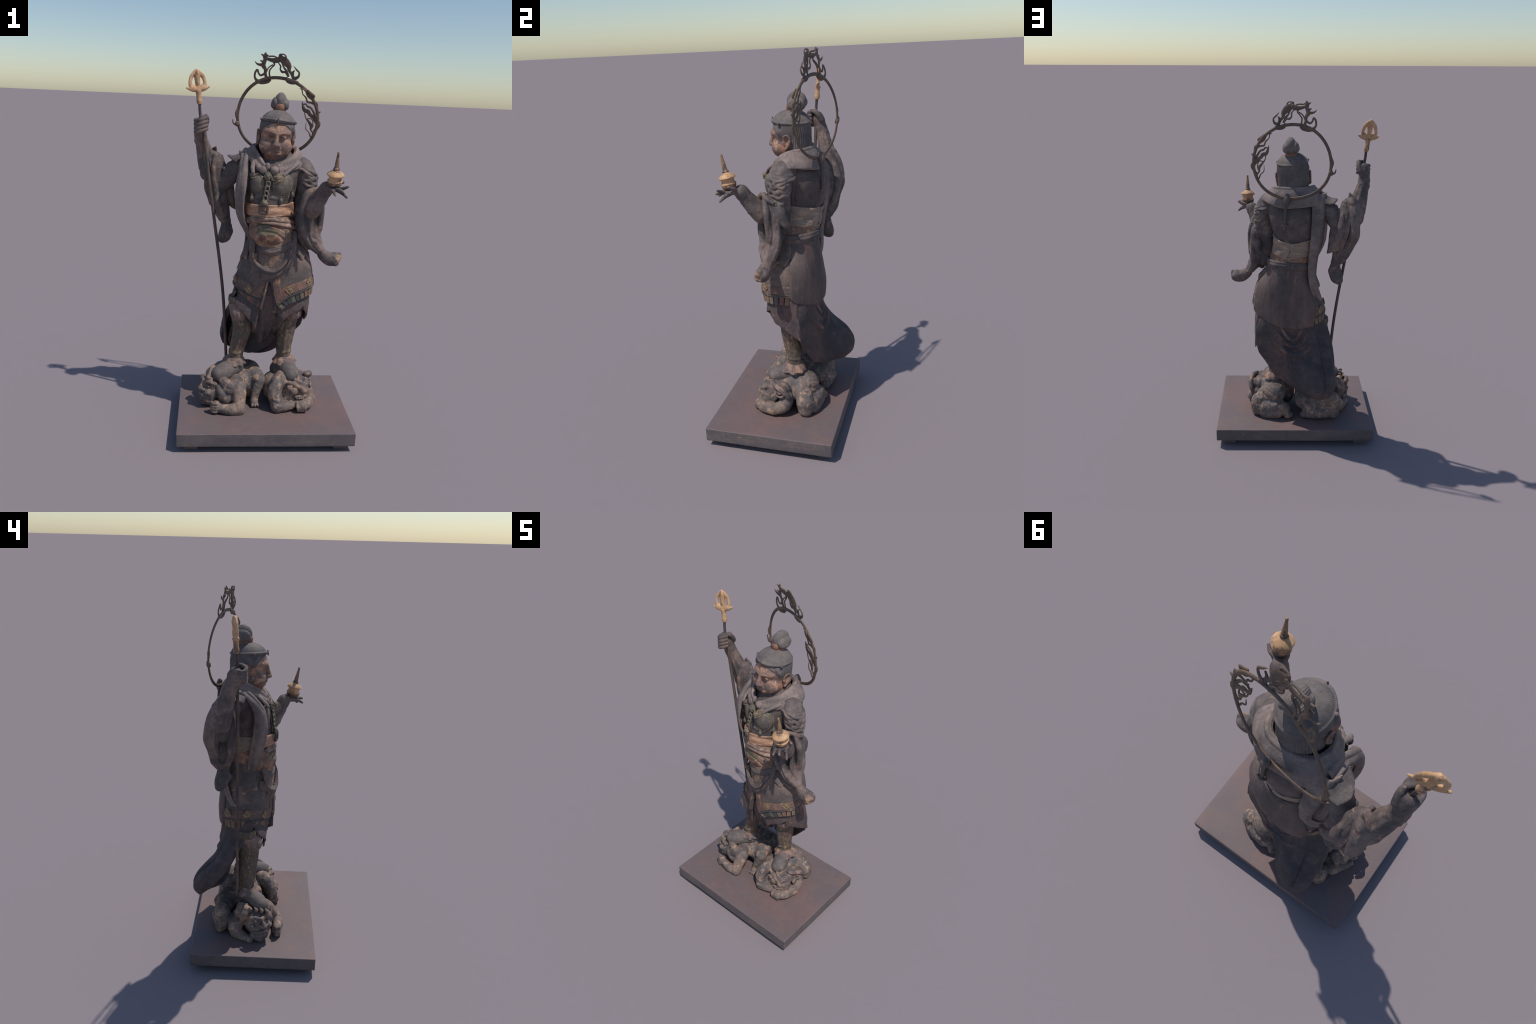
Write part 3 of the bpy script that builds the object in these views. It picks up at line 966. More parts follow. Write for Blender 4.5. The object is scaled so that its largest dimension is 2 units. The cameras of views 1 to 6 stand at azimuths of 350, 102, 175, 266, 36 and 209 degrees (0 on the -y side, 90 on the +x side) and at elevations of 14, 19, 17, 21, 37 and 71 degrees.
def demon_east():
    s = Solid((.0, -.18, .09), (.345, .28, .36), 0.0027)
    s.tube([(.14, -.02, .235), (.14, .05, .245), (.14, .12, .245)], [.066, .07, .07], k=.02)
    s.ell((.14, .125, .245), (.075, .062, .065), k=.02)
    # head pressed down, face to the front
    s.ell((.19, -.055, .225), (.06, .055, .06), k=.014)
    s.ell((.205, -.075, .19), (.05, .045, .045), k=.012)
    s.tube([(.118, -.082, .262), (.15, -.1, .262), (.182, -.108, .245)], [.012, .015, .012], k=.007)
    s.tube([(.165, -.085, .278), (.195, -.1, .268), (.212, -.108, .245)], [.012, .015, .016], k=.007)
    s.tube([(.18, -.1, .255), (.198, -.113, .24), (.207, -.116, .226)], [.012, .015, .018], k=.006)
    s.ell((.158, -.105, .222), (.024, .02, .026), k=.006)
    s.ell((.132, -.098, .238), (.02, .018, .02), k=.006)
    s.ell((.225, -.1, .215), (.02, .018, .024), k=.006)
    s.tube([(.165, -.118, .192), (.19, -.122, .198), (.212, -.115, .195)], .009, k=.004)
    s.tube([(.158, -.108, .165), (.185, -.118, .16), (.222, -.105, .165)], [.01, .013, .016], k=.005)
    s.ell((.188, -.122, .18), (.02, .012, .009), k=.002, cut=True)
    s.ell((.215, -.098, .15), (.03, .026, .022), k=.008)
    s.stroke([(.13, -.115, .205), (.155, -.122, .185), (.16, -.118, .165)], .005, -.005)
    # curled hair
    s.ell((.215, -.015, .25), (.04, .066, .042), k=.012)
    n1 = unit(A(.45, -.75, .5))
    e1 = unit(np.cross(n1, A(0, 0, 1)))
    e2 = np.cross(n1, e1)
    s.ell((.22, -.074, .262), (.022, .02, .022), k=.004)
    s.tube(spiral(A(.226, -.09, .27), e1, e2, .019, 1.5), np.linspace(.0075, .006, 22), k=.001, n=60)
    n2 = unit(A(.95, -.1, .35))
    f1 = unit(np.cross(n2, A(0, 0, 1)))
    f2 = np.cross(n2, f1)
    s.ell((.244, .0, .25), (.02, .036, .036), k=.005)
    s.tube(spiral(A(.262, .0, .254), f1, f2, .031, 1.6), np.linspace(.009, .0065, 22), k=.001, n=66)
    s.tube([(.23, -.05, .298), (.255, -.03, .29), (.272, .012, .27), (.268, .038, .235), (.25, .045, .19)], [.014, .016, .016, .016, .012], k=.005)
    s.ell((.125, -.06, .17), (.055, .042, .05), k=.015)
    s.ell((.055, .02, .195), (.06, .06, .08), k=.02)
    # arms laced in front of the face
    s.ell((.09, -.055, .285), (.03, .028, .026), k=.012)
    s.tube([(.1, -.03, .265), (.068, -.07, .255), (.05, -.095, .205), (.062, -.11, .148)], [.046, .042, .04, .035], k=.014)
    s.tube([(.066, -.114, .136), (.12, -.113, .138), (.165, -.108, .146)], [.037, .029, .024], k=.008)
    s.tube([(.225, .03, .2), (.256, .012, .168), (.26, -.04, .15)], [.042, .038, .034], k=.012)
    s.tube([(.26, -.045, .149), (.243, -.095, .145), (.21, -.132, .143)], [.034, .031, .028], k=.008)
    s.ell((.262, -.035, .222), (.014, .02, .024), k=.006)
    s.ell((.276, -.037, .222), (.006, .008, .011), k=.003, cut=True)
    s.ell((.2, -.138, .142), (.026, .022, .026), k=.008)
    for i in range(4):
        s.tube([(.172 + .014 * i, -.128 - .004 * i, .162), (.17 + .014 * i, -.148, .145), (.176 + .014 * i, -.148, .123)], .0085, k=.003)
    # folded legs
    s.tube([(.192, .105, .225), (.228, .125, .19), (.234, .13, .145)], [.05, .051, .043], k=.012)
    s.tube([(.208, .15, .165), (.14, .172, .185), (.08, .178, .165)], [.043, .048, .04], k=.012)
    s.tube([(.19, .165, .14), (.12, .185, .145)], [.042, .038], k=.012)
    s.ell((.055, .205, .135), (.03, .026, .025), k=.008)
    # loincloth folds
    for i in range(4):
        o = .012 * i
        s.stroke([(.201, .134 - o, .262), (.18, .128 - o, .285), (.14, .12 - o, .31), (.08, .115 - o, .30)], .0045, -.006)
        s.stroke([(.201, .14 + .3 * o, .26), (.2, .165, .262 - .2 * o), (.187, .195 - .3 * o, .253), (.15, .21, .25 - o)], .004, -.005)
    s.stroke([(.205, .13, .262), (.225, .105, .21), (.228, .092, .165), (.215, .085, .13)], .008, -.010)
    s.stroke([(.204, .135, .258), (.235, .165, .23), (.24, .19, .18)], .006, -.006)
    s.stroke([(.21, .04, .29), (.222, .06, .23), (.218, .075, .18)], .007, -.006)
    s.stroke([(.045, -.06, .26), (.07, -.045, .275), (.1, -.06, .30)], .006, -.006)
    s.stroke([(.03, -.1, .19), (.06, -.135, .165), (.085, -.13, .16)], .006, -.005)
    s.stroke([(.1, .23, .24), (.13, .25, .19), (.17, .24, .15)], .007, -.005)
    s.stroke([(.115, -.04, .29), (.1, .0, .305), (.08, .03, .3)], .007, -.005)
    s.F += .0015                      # pull the whole carving in a little
    s.plane_cut((0, 0, .1085), (0, 0, -1), k=0)
    P = [("demon_hair", M_DEMONHAIR, near([(.225, -.085, .268), (.245, -.02, .275), (.262, .02, .25), (.255, .045, .2)], .04), "first"),
         ("demon_head", M_DEMON, near([(.17, -.085, .265), (.195, -.085, .22), (.205, -.09, .165)], .057), "first"),
         ("demon_hand", M_DEMON, near([(.195, -.142, .15), (.195, -.142, .13)], .04), "first"),
         ("demon_arm", M_DEMON, near([(.068, -.07, .25), (.05, -.095, .2), (.066, -.114, .136), (.165, -.108, .146)], .052), "first"),
         ("demon_arm", M_DEMON, near([(.266, .015, .165), (.262, -.05, .147), (.21, -.132, .142)], .052), "first"),
         ("demon_foot", M_DEMON, near([(.055, .205, .135)], .036), "first"),
         ("demon_leg", M_DEMON, near([(.248, .125, .205), (.262, .132, .14), (.14, .19, .18), (.075, .19, .165)], .064), "first")]
    ob = carve(s, "demon_torso", M_DEMON, rough=.0016, parts=P, seed=17)
    make("demon_eye", *join_geo([blob_geo((.14, -.106, .251), .0085), blob_geo((.214, -.104, .249), .007)]), M_EYE, ob)
    make("demon_teeth", *join_geo([blob_geo((.172 + .011 * i, -.124 + .002 * abs(i - 1.5), .186), (.005, .004, .007)) for i in range(4)]), M_TOOTH, ob)
    return ob


demon_west()
demon_east()


# ------------------------------------------------------------------ legs
def leg(cols, boot, ankle, knee, ruffle_turn, seed):
    z = [c[0] for c in cols]
    s = Solid((cols[0][1] - .09, -.08, .29), (cols[0][1] + .09 + .03, .16, .72), 0.003)
    s.tube([(c[1], c[2], c[0]) for c in cols], [c[3] for c in cols], k=.006)
    # shin ridge, side seams and a strap below the knee
    s.tube([(c[1] - .012, c[2] - c[3] + .004, c[0]) for c in cols[1:-1]], .009, k=.012)
    for o in (-.75, .72):
        s.stroke([(c[1] + o * c[3], c[2] - c[3] * .62, c[0]) for c in cols[1:-1]], .004, .003)
    c = cols[-2]
    th = np.linspace(0, 2 * np.pi, 25)
    s.stroke([(c[1] + c[3] * math.cos(t), c[2] + c[3] * math.sin(t), c[0]) for t in th], .006, .004, n=50)
    c = cols[1]
    s.stroke([(c[1] + c[3] * math.cos(t), c[2] + c[3] * math.sin(t), c[0] - .012) for t in th], .006, .0035, n=50)
    lg = carve(s, "leg_greave", M_LEG, rough=.001, seed=seed)
    # baggy trouser tied at the knee
    k0 = A(*knee)
    q = Solid(k0 - .1, k0 + .1, .003)
    q.ell(k0, (.05, .05, .052), k=.01)
    q.ell(k0 + A(.0, .03, .03), (.055, .055, .05), k=.02)
    for i in range(9):
        a = math.radians(-150 + 40 * i)
        d = A(math.sin(a), -math.cos(a), 0)
        q.stroke([k0 + d * .05 + A(0, 0, .05), k0 + d * .06, k0 + d * .045 - A(0, 0, .05)], .006, -.004)
    carve(q, "knee_trouser", M_PANTS, lg, rough=.0012, seed=seed + 3)
    # boot
    b = np.asarray(boot, float)
    t = Solid(b[:, :3].min(0) - .07, b[:, :3].max(0) + .07, .003)
    t.tube(b[:, :3], b[:, 3], k=.01)
    t.tube([ankle - A(0, 0, .03), ankle + A(0, 0, .02)], [.045, .036], k=.02)
    t.plane_cut((0, 0, b[:, 2].min() - .036), (0, 0, -1), k=.01)
    d = unit((b[-1] - b[0])[:3] * A(1, 1, 0))
    m = (b[-1] + b[-2])[:3] / 2
    sd = np.cross(d, A(0, 0, 1))
    carve(t, "boot", M_BOOT, lg, rough=.0007, seed=seed + 5)
    # flared ruffle round the ankle
    n = 72
    th = np.linspace(0, 2 * np.pi, n, endpoint=True)
    wave = .5 + .5 * np.cos(9 * th + ruffle_turn)
    lob = 1 + .14 * np.cos(th - ruffle_turn)
    rows = []
    for r, h, w in ((.036, .022, 0), (.042, .014, .001), (.052, .004, .003), (.060, -.008, .005), (.062, -.014, .005)):
        rr = (r + w * (wave - .4)) * (lob if r > .045 else 1)
        rows.append(np.stack([ankle[0] + rr * np.cos(th), ankle[1] + .02 + rr * 1.02 * np.sin(th) - .018,
                              ankle[2] + h - w * wave + 0 * th], 1))
    sheet("ankle_ruffle", np.stack(rows), .008, M_RUFFLE, lg, res=(22, 150), rough=.0022, seed=seed,
          fold=lambda u, v, S: .003 * np.cos(9 * 2 * np.pi * v + ruffle_turn + 1) * u)
    return lg


leg([(.70, -.14, .07, .06), (.59, -.122, .058, .055), (.54, -.118, .057, .053), (.47, -.131, .06, .046),
     (.40, -.146, .06, .041), (.335, -.152, .058, .04)],
    [(-.13, .085, .3, .04), (-.17, .045, .305, .045), (-.213, .012, .302, .049), (-.246, -.012, .297, .043)],
    A(-.152, .055, .345), (-.142, .03, .632), 2.2, 21)
leg([(.70, .14, .05, .06), (.59, .132, .045, .053), (.54, .129, .046, .051), (.47, .124, .052, .047),
     (.40, .123, .058, .04), (.335, .123, .06, .04)],
    [(.122, .09, .3, .04), (.128, .045, .305, .045), (.137, -.005, .302, .049), (.146, -.045, .294, .044)],
    A(.123, .055, .345), (.148, .004, .645), -.6, 31)


# ------------------------------------------------------------------ torso and hips
TORSO = Stack([(.90, .055, .05, .175, .135), (1.00, .042, .052, .135, .132), (1.035, .036, .054, .127, .138),
               (1.105, .021, .055, .132, .142), (1.17, .005, .059, .127, .142), (1.222, .001, .068, .123, .145),
               (1.26, .006, .076, .13, .147), (1.30, .013, .081, .136, .147), (1.36, .022, .085, .143, .143), (1.41, .026, .086, .142, .126),
               (1.45, .03, .084, .118, .10), (1.49, .03, .085, .085, .075), (1.54, .03, .08, .06, .06)], exp=2.0)
HIP = Stack([(.62, .035, .052, .155, .107), (.66, .04, .053, .18, .119), (.72, .042, .054, .198, .128),
             (.78, .042, .055, .203, .130), (.85, .048, .053, .191, .129), (.91, .053, .051, .178, .129),
             (.97, .05, .05, .153, .128), (1.03, .036, .05, .125, .130), (1.10, .02, .052, .127, .135)], exp=2.0)


def torso():
    s = Solid((-.22, -.14, .97), (.26, .27, 1.52), 0.003)
    s.stack(TORSO, .98, 1.51, k=0)
    s.ell((-.105, .115, 1.43), (.062, .06, .055), k=.03)
    s.ell((.15, .045, 1.43), (.06, .06, .055), k=.03)
    # breast discs with rims
    for ph, w, z in ((29, .056, 1.345), (-27, .05, 1.34)):
        c = TORSO.pt(ph, z, -.012)
        o = TORSO.out(ph, z)
        ax = np.stack([unit(np.cross(A(0, 0, 1), o)), np.cross(o, unit(np.cross(A(0, 0, 1), o))), o])
        s.ell(c, (w, .066, .034), ax, k=.006)
        th = np.linspace(0, 2 * np.pi, 33)
        cc = c + o * .012
        s.stroke(cc + np.outer(np.cos(th), ax[0]) * w * .92 + np.outer(np.sin(th), ax[1]) * .06, .0045, .004, n=66)
        s.stroke(cc + np.outer(np.cos(th), ax[0]) * w * .74 + np.outer(np.sin(th), ax[1]) * .048, .004, -.003, n=66)
    # band under the breast, scalloped cuirass edge
    s.stroke(TORSO.pt(np.linspace(-100, 100, 30), 1.285 - .01 * np.abs(np.sin(np.linspace(-100, 100, 30) * .05))), .006, .004, n=60)
    # back panel seams
    s.stroke([TORSO.pt(p, z) for p, z in ((112, 1.225), (140, 1.235), (170, 1.262), (182, 1.266), (200, 1.25), (232, 1.212), (250, 1.205))], .005, .004, n=40)
    s.stroke([TORSO.pt(p, z) for p, z in ((183, 1.42), (182, 1.35), (181, 1.27))], .004, -.003)
    s.stroke([TORSO.pt(p, z) for p, z in ((118, 1.44), (115, 1.36), (113, 1.29), (120, 1.22))], .006, -.004)
    s.stroke([TORSO.pt(p, z) for p, z in ((244, 1.42), (247, 1.36), (246, 1.29), (238, 1.22))], .006, -.004)
    # swollen belly
    s.ell(TORSO.pt(-2, 1.085, -.07), (.105, .084, .072), k=.02)
    th = np.linspace(0, 2 * np.pi, 41)
    s.stroke([TORSO.pt(-2 + 48 * math.cos(a), 1.097 + .07 * math.sin(a), .008) for a in th], .007, .004, n=90)
    s.stroke([TORSO.pt(-2 + 42 * math.cos(a), 1.092 + .058 * math.sin(a), .008) for a in th], .005, -.004, n=90)
    # face of the lion on the belly: brow lines, nose, mouth
    F = lambda ph, z, o=.004: TORSO.pt(ph, z, o)
    s.stroke([F(-36, 1.10), F(-26, 1.118), F(-16, 1.128)], .006, .007)
    s.stroke([F(34, 1.10), F(24, 1.118), F(14, 1.13)], .006, .007)
    s.stroke([F(-12, 1.138), F(0, 1.142), F(12, 1.135)], .008, .008)
    s.stroke([F(0, 1.165), F(0, 1.142)], .01, .005)
    s.stroke([F(-38, 1.075), F(-20, 1.112), F(0, 1.12), F(20, 1.11), F(38, 1.075)], .006, .004)
    s.stroke([F(-34, 1.06), F(-18, 1.098), F(0, 1.106), F(18, 1.097), F(34, 1.06)], .006, -.004)
    return carve(s, "cuirass", M_ARMOUR, rough=.0009, seed=41, parts=[
        ("belly_armour", M_BELLY, lambda C: C[:, 2] < 1.19),
        ("breast_plate", M_BREAST, lambda C: (C[:, 2] < 1.43) & (C[:, 2] > 1.285)
         & (((C[:, :2] - A(.015, .07)) @ TORSO.fr[:2]) > .07))])


cuirass = torso()


def loop_band(name, st, phis, z_mid, width, off, thick, mat, parent=None, fold=None, res=None, seed=3):
    phis = np.asarray(phis, float)
    z = np.interp(phis, *z_mid) if isinstance(z_mid, tuple) else np.full_like(phis, z_mid)
    w = np.interp(phis, *width) if isinstance(width, tuple) else width
    g = np.stack([st.pt(phis, z + w / 2, off), st.pt(phis, z, off), st.pt(phis, z - w / 2, off)], 0)
    return sheet(name, g, thick, mat, parent, res=res or (12, 160), fold=fold, seed=seed)


ALL = np.linspace(-180, 180, 37)
# ochre waist belt, higher in front than at the back
loop_band("waist_belt", TORSO, ALL, ([-180, -60, 60, 180], [1.175, 1.21, 1.218, 1.175]),
          ([-180, -110, -50, 50, 110, 180], [.10, .10, .06, .06, .10, .10]), .003, .010, M_BELT, cuirass,
          fold=lambda u, v, S: .0022 * np.sin(u * 9 + 3 * np.sin(v * 14)) + .002 * noise3(S, 28, 4), res=(22, 180))
loop_band("waist_wrap", TORSO, np.linspace(-78, 96, 20), ([-78, -20, 20, 60, 96], [1.128, 1.17, 1.168, 1.145, 1.118]),
          ([-78, -30, 30, 96], [.02, .03, .045, .055]), .007, .009, M_WRAP, cuirass,
          fold=lambda u, v, S: .003 * np.sin(u * 13 + 5 * v) + .002 * noise3(S, 30, 6), res=(18, 120))


def sash():
    s = Solid((-.16, -.16, .81), (.22, .26, 1.16), 0.003)
    # belt round the waist
    ph = np.linspace(-180, 180, 61)
    zb = np.interp(ph, [-180, -90, -40, 0, 50, 90, 180], [1.088, 1.06, 1.012, .998, 1.03, 1.075, 1.088])
    P = TORSO.pt(ph, zb, .002)
    s.tube(P, .013, k=.003, n=181)
    s.tube(P + A(0, 0, .016), .009, k=.003, n=181)
    s.tube(P - A(0, 0, .014), .010, k=.003, n=181)
    s.ell((.122, -.05, 1.08), (.018, .02, .03), k=.008)
    s.tube([(-.095, -.022, 1.05), (-.098, -.035, 1.01), (-.096, -.043, .97)], [.018, .02, .014], k=.005, flat=((-.75, -.65, 0), .5))
    return carve(s, "sash", M_SASH, cuirass, rough=.001, seed=51)


sash_ob = sash()


def on_front(st, x, z, off):
    """Point of the stack's front with world coordinate x at height z."""
    ph = np.linspace(-85, 85, 120)
    P = st.pt(ph, np.full_like(ph, z), off)
    return np.array([np.interp(x, P[:, 0], P[:, i]) for i in range(3)])


def swag(rows, off, thick, pl, seed):
    """Hanging loop of cloth: (lower x, z, upper x, z) stations."""
    g = []
    for k, (xb, zb_, xt, zt) in enumerate(rows):
        g.append([on_front(HIP, xb + f * (xt - xb), zb_ + f * (zt - zb_), off + .012 * math.sin(f * 3.1)) for f in (0, .33, .67, 1)])
    return sheet("sash_swag", g, thick, M_SASH, sash_ob, res=(70, 34), seed=seed,
                 fold=lambda u, v, S: -pl * np.abs(np.sin(v * 5.5 + .8 * u)) + .0015 * noise3(S, 25, seed))


swag([(-.086, .872, -.064, .932), (-.045, .845, -.036, .912), (-.008, .836, .0, .905), (.048, .858, .036, .928), (.104, .92, .06, .97),
      (.135, .985, .078, 1.005), (.143, 1.035, .103, 1.045), (.138, 1.085, .118, 1.092)], .013, .011, .006, 4)
swag([(-.092, .952, -.09, .988), (-.08, .912, -.073, .948), (-.042, .888, -.037, .925), (.01, .886, .01, .918), (.05, .912, .045, .945),
      (.085, .965, .075, .987), (.112, 1.02, .1, 1.032)], .02, .010, .0045, 6)
swag([(-.1, .985, -.07, .99), (-.105, .945, -.07, .955), (-.092, .915, -.066, .925)], .017, .009, .003, 8)
# little apron plate behind the loops, then an added dark core blocking see-through
sheet("apron_plate", wrap(HIP, np.linspace(-28, 30, 6), [1.0, .95, .88], [.004, .006, .006]), .012, M_WRAP, cuirass, res=(20, 30))
core = Solid((-.2, -.12, .63), (.28, .24, 1.04), .004)
core.stack(HIP, .66, 1.03, k=0, off=-.008)
carve(core, "hip_filler", M_SKIRT, rough=.001, seed=55)

# ------------------------------------------------------------------ tassets
ZB = ([-125, -100, -75, -39, -14, 14, 20, 39, 72, 95, 125], [.764, .78, .786, .757, .742, .722, .726, .772, .808, .812, .802])
zb = lambda p: np.interp(p, *ZB)
IN = {-1: ([.70, .742, .84, 1.0], [-15, -14, -6, -2]), 1: ([.70, .722, .83, 1.0], [21, 20, 8, 2])}
tab_me = block_mesh("fringe_tab", .0245, .014, .048, M_TABS, .0028, taper=.92)


def plate_mesh(name, r, mat):
    n = 48
    th = np.linspace(0, 2 * np.pi, n, endpoint=False)
    rad = r * (.86 + .2 * np.abs(np.cos(2 * th)) ** 3 + .05 * np.cos(8 * th))
    ring = lambda k, y: np.stack([rad * k * np.cos(th), np.full(n, y), rad * k * np.sin(th)], 1)
    V = np.vstack([ring(1, 0), ring(1, .004), ring(.85, .0055), ring(.62, .004), ring(.4, .007), [[0, .0085, 0]]])
    Q = []
    for j in range(4):
        for i in range(n):
            Q.append([j * n + i, j * n + (i + 1) % n, (j + 1) * n + (i + 1) % n, (j + 1) * n + i])
    Q += [[4 * n + i, 4 * n + (i + 1) % n, 5 * n] for i in range(n)]
    Q.append(list(range(n)))
    Q = [q[::-1] for q in Q]
    me = raw_mesh(name, V, Q, mat)
    me.set_sharp_from_angle(angle=math.radians(40))
    return me


plate_me = plate_mesh("gilt_plate", .0235, M_GOLDPLATE)
tasset_obs = {}
for sd in (-1, 1):
    far = 122 * sd
    inn = lambda z: np.interp(z, *IN[sd])

    def row(f, off, n=14, sd=sd, far=far, inn=inn):
        """Row at fraction f from the waist (0) to the hem (1)."""
        t = np.linspace(0, 1, n)
        p = inn(1.0 - f * .26) + t * (far - inn(1.0 - f * .26))
        return HIP.pt(p, 1.005 + f * (zb(p) - 1.005), off)
    ob = sheet("tasset_panel", np.stack([row(0, .0), row(.3, .006), row(.6, .008), row(.85, .008), row(1.0, .008)]), .014, M_LEATHER,
               res=(36, 80), fold=lambda u, v, S: .002 * noise3(S, 16, 5))
    tasset_obs[sd] = ob
    # trim band along the hem and up the front opening
    sheet("tasset_trim", np.stack([row(.76, .014), row(.88, .0155), row(.985, .016)]), .009, M_TRIM, ob, res=(14, 90))
    up = []
    for f in (.30, .55, .78, .985):
        z0 = 1.0 - f * .26
        p = inn(z0) + np.linspace(0, 13, 4) * sd
        up.append(HIP.pt(p, 1.005 + f * (zb(p) - 1.005), .0165))
    sheet("tasset_trim", np.stack(up), .009, M_TRIM, ob, res=(40, 12))
    hem = row(1.0, .016, 30)
    tubes("tasset_moulding", [(hem + A(0, 0, .004), .006), (hem + A(0, 0, -.006), .0055),
                              ([p[0] + A(0, 0, 0) for p in [HIP.pt(np.array([inn(1 - f * .26)]), 1.005 + f * (zb(inn(1 - f * .26)) - 1.005), .017) for f in np.linspace(.3, 1, 8)]], .005)],
          M_EDGE, ob, sides=8)
    # fringe of tabs
    p0 = inn(.70) + 6 * sd
    ps = np.arange(abs(p0), 120, 7.4) * sd
    for i, p in enumerate(ps):
        P = HIP.pt(p, zb(p) - .03, .006)
        o = HIP.out(p, zb(p))
        tn = (HIP.pt(p + 2, zb(p + 2)) - HIP.pt(p - 2, zb(p - 2)))
        place("fringe_tab", tab_me, P, tn, -o if sd < 0 else -o, ob, (1, 1, 1))
    sheet("fringe_backing", np.stack([HIP.pt(ps, zb(ps) - dz, o) for dz, o in ((-.01, -.004), (.02, -.008), (.05, -.012))]), .01, M_SKIRT, ob, res=(10, 60))
    P = HIP.pt(ps[0] - 1 * sd, zb(ps[0]) - .036, .006)
    make("fringe_knob", *blob_geo(P, .012), M_BEAD, ob)
    for p in (40 * sd, 74 * sd, (103 if sd < 0 else 100) * sd):
        z = zb(p) + .03
        if p == 100:
            continue
        place("gilt_plate", plate_me, HIP.pt(p, z, .019), HIP.pt(p + 2, z) - HIP.pt(p - 2, z), HIP.out(p, z), ob)

# turned-in edges of the front opening
sheet("opening_lapel", [[(-.02, -.085, .85), (-.005, -.075, .85)], [(-.035, -.088, .77), (-.018, -.062, .77)],
                        [(-.052, -.085, .69), (-.04, -.06, .675)]], .009, M_EDGE, res=(30, 10))
sheet("opening_lapel", [[(.012, -.09, .845), (.0, -.075, .845)], [(.028, -.09, .77), (.015, -.065, .77)],
                        [(.04, -.082, .69), (.03, -.06, .672)]], .009, M_EDGE, res=(30, 10))

# back plate
bp = np.linspace(117, 243, 11)
zlow = np.interp(bp, [117, 150, 180, 210, 243], [.765, .725, .708, .703, .712])
rows = [(1.075, .004), (1.02, .009), (.95, .014), (.88, .017), (.80, .019)]
g = [HIP.pt(np.interp(bp, [117, 243], [117 - i * 1.0, 243 + i]), np.full_like(bp, z), o) for i, (z, o) in enumerate(rows)]
g.append(HIP.pt(np.interp(bp, [117, 243], [118, 242]), zlow, .018))
sheet("back_plate", np.stack(g), .018, M_BACKPLATE, res=(50, 60), fold=lambda u, v, S: .0015 * noise3(S, 12, 8))
for sd, nm in ((1, 0), (-1, 1)):       # scalloped hip lappets
    ph = np.linspace(52, 118, 14) if sd > 0 else np.linspace(-118, -58, 14)
    t = np.linspace(0, 1, 14)
    low = (.985 - .03 * np.sin(t * np.pi) + .012 * np.cos(t * 6 * np.pi)) if sd > 0 else (.945 - .02 * np.sin(t * np.pi) + .008 * np.cos(t * 5 * np.pi))
    sheet("hip_lappet", np.stack([HIP.pt(ph, 1.07 + 0 * ph, .0), HIP.pt(ph, 1.02 + 0 * ph, .014), HIP.pt(ph, low, .018)]),
          .014, M_LEATHER, res=(26, 60), fold=lambda u, v, S: .003 * np.sin(v * 22) * u)

# ------------------------------------------------------------------ skirts
def pleats(n, amp, ph=0, grow=True):
    return lambda u, v, S: amp * np.sin(n * 2 * np.pi * v + ph + 1.2 * u) * (u if grow else 1)


sheet("front_skirt", [[(-.085, -.02, .76), (-.03, -.055, .76), (.02, -.06, .76), (.06, -.055, .76), (.11, -.03, .76)],
                      [(-.08, -.01, .64), (-.03, -.03, .63), (.02, -.03, .63), (.06, -.03, .63), (.1, -.01, .64)],
                      [(-.07, .02, .56), (-.025, .025, .51), (.01, .03, .52), (.05, .03, .54), (.09, .03, .57)],
                      [(-.06, .05, .52), (-.02, .058, .46), (.01, .065, .49), (.05, .06, .51), (.085, .05, .54)]],
      .014, M_SKIRT, res=(50, 70), fold=pleats(3.5, .011, 1.0))
sheet("skirt_flap", [[(-.15, .035, .745), (-.112, .004, .74), (-.075, -.026, .735), (-.042, -.048, .73)],
                     [(-.165, .018, .715), (-.126, -.02, .685), (-.085, -.036, .655), (-.05, -.045, .65)],
                     [(-.17, .008, .69), (-.13, -.028, .652), (-.09, -.036, .605), (-.062, -.03, .565)]],
      .013, M_SKIRT, res=(34, 44), fold=pleats(2, .004))
sheet("skirt_flap", [[(.215, -.015, .775), (.155, -.06, .755), (.09, -.07, .735), (.045, -.065, .725)],
                     [(.222, -.02, .735), (.163, -.066, .70), (.095, -.07, .655), (.053, -.06, .64)],
                     [(.225, -.025, .722), (.16, -.068, .675), (.09, -.066, .628), (.06, -.035, .55)]],
      .013, M_SKIRT, res=(34, 44), fold=pleats(2, .004))
sheet("side_skirt", [[(.19, -.045, .79), (.222, .0, .80), (.226, .06, .80), (.215, .10, .79)],
                     [(.195, -.045, .73), (.228, -.002, .715), (.242, .06, .69), (.236, .105, .69)],
                     [(.19, -.043, .675), (.22, -.002, .635), (.243, .058, .59), (.247, .115, .555)]],
      .014, M_SKIRT, res=(34, 40), fold=lambda u, v, S: .005 * u * np.sin(5 * v + 1))

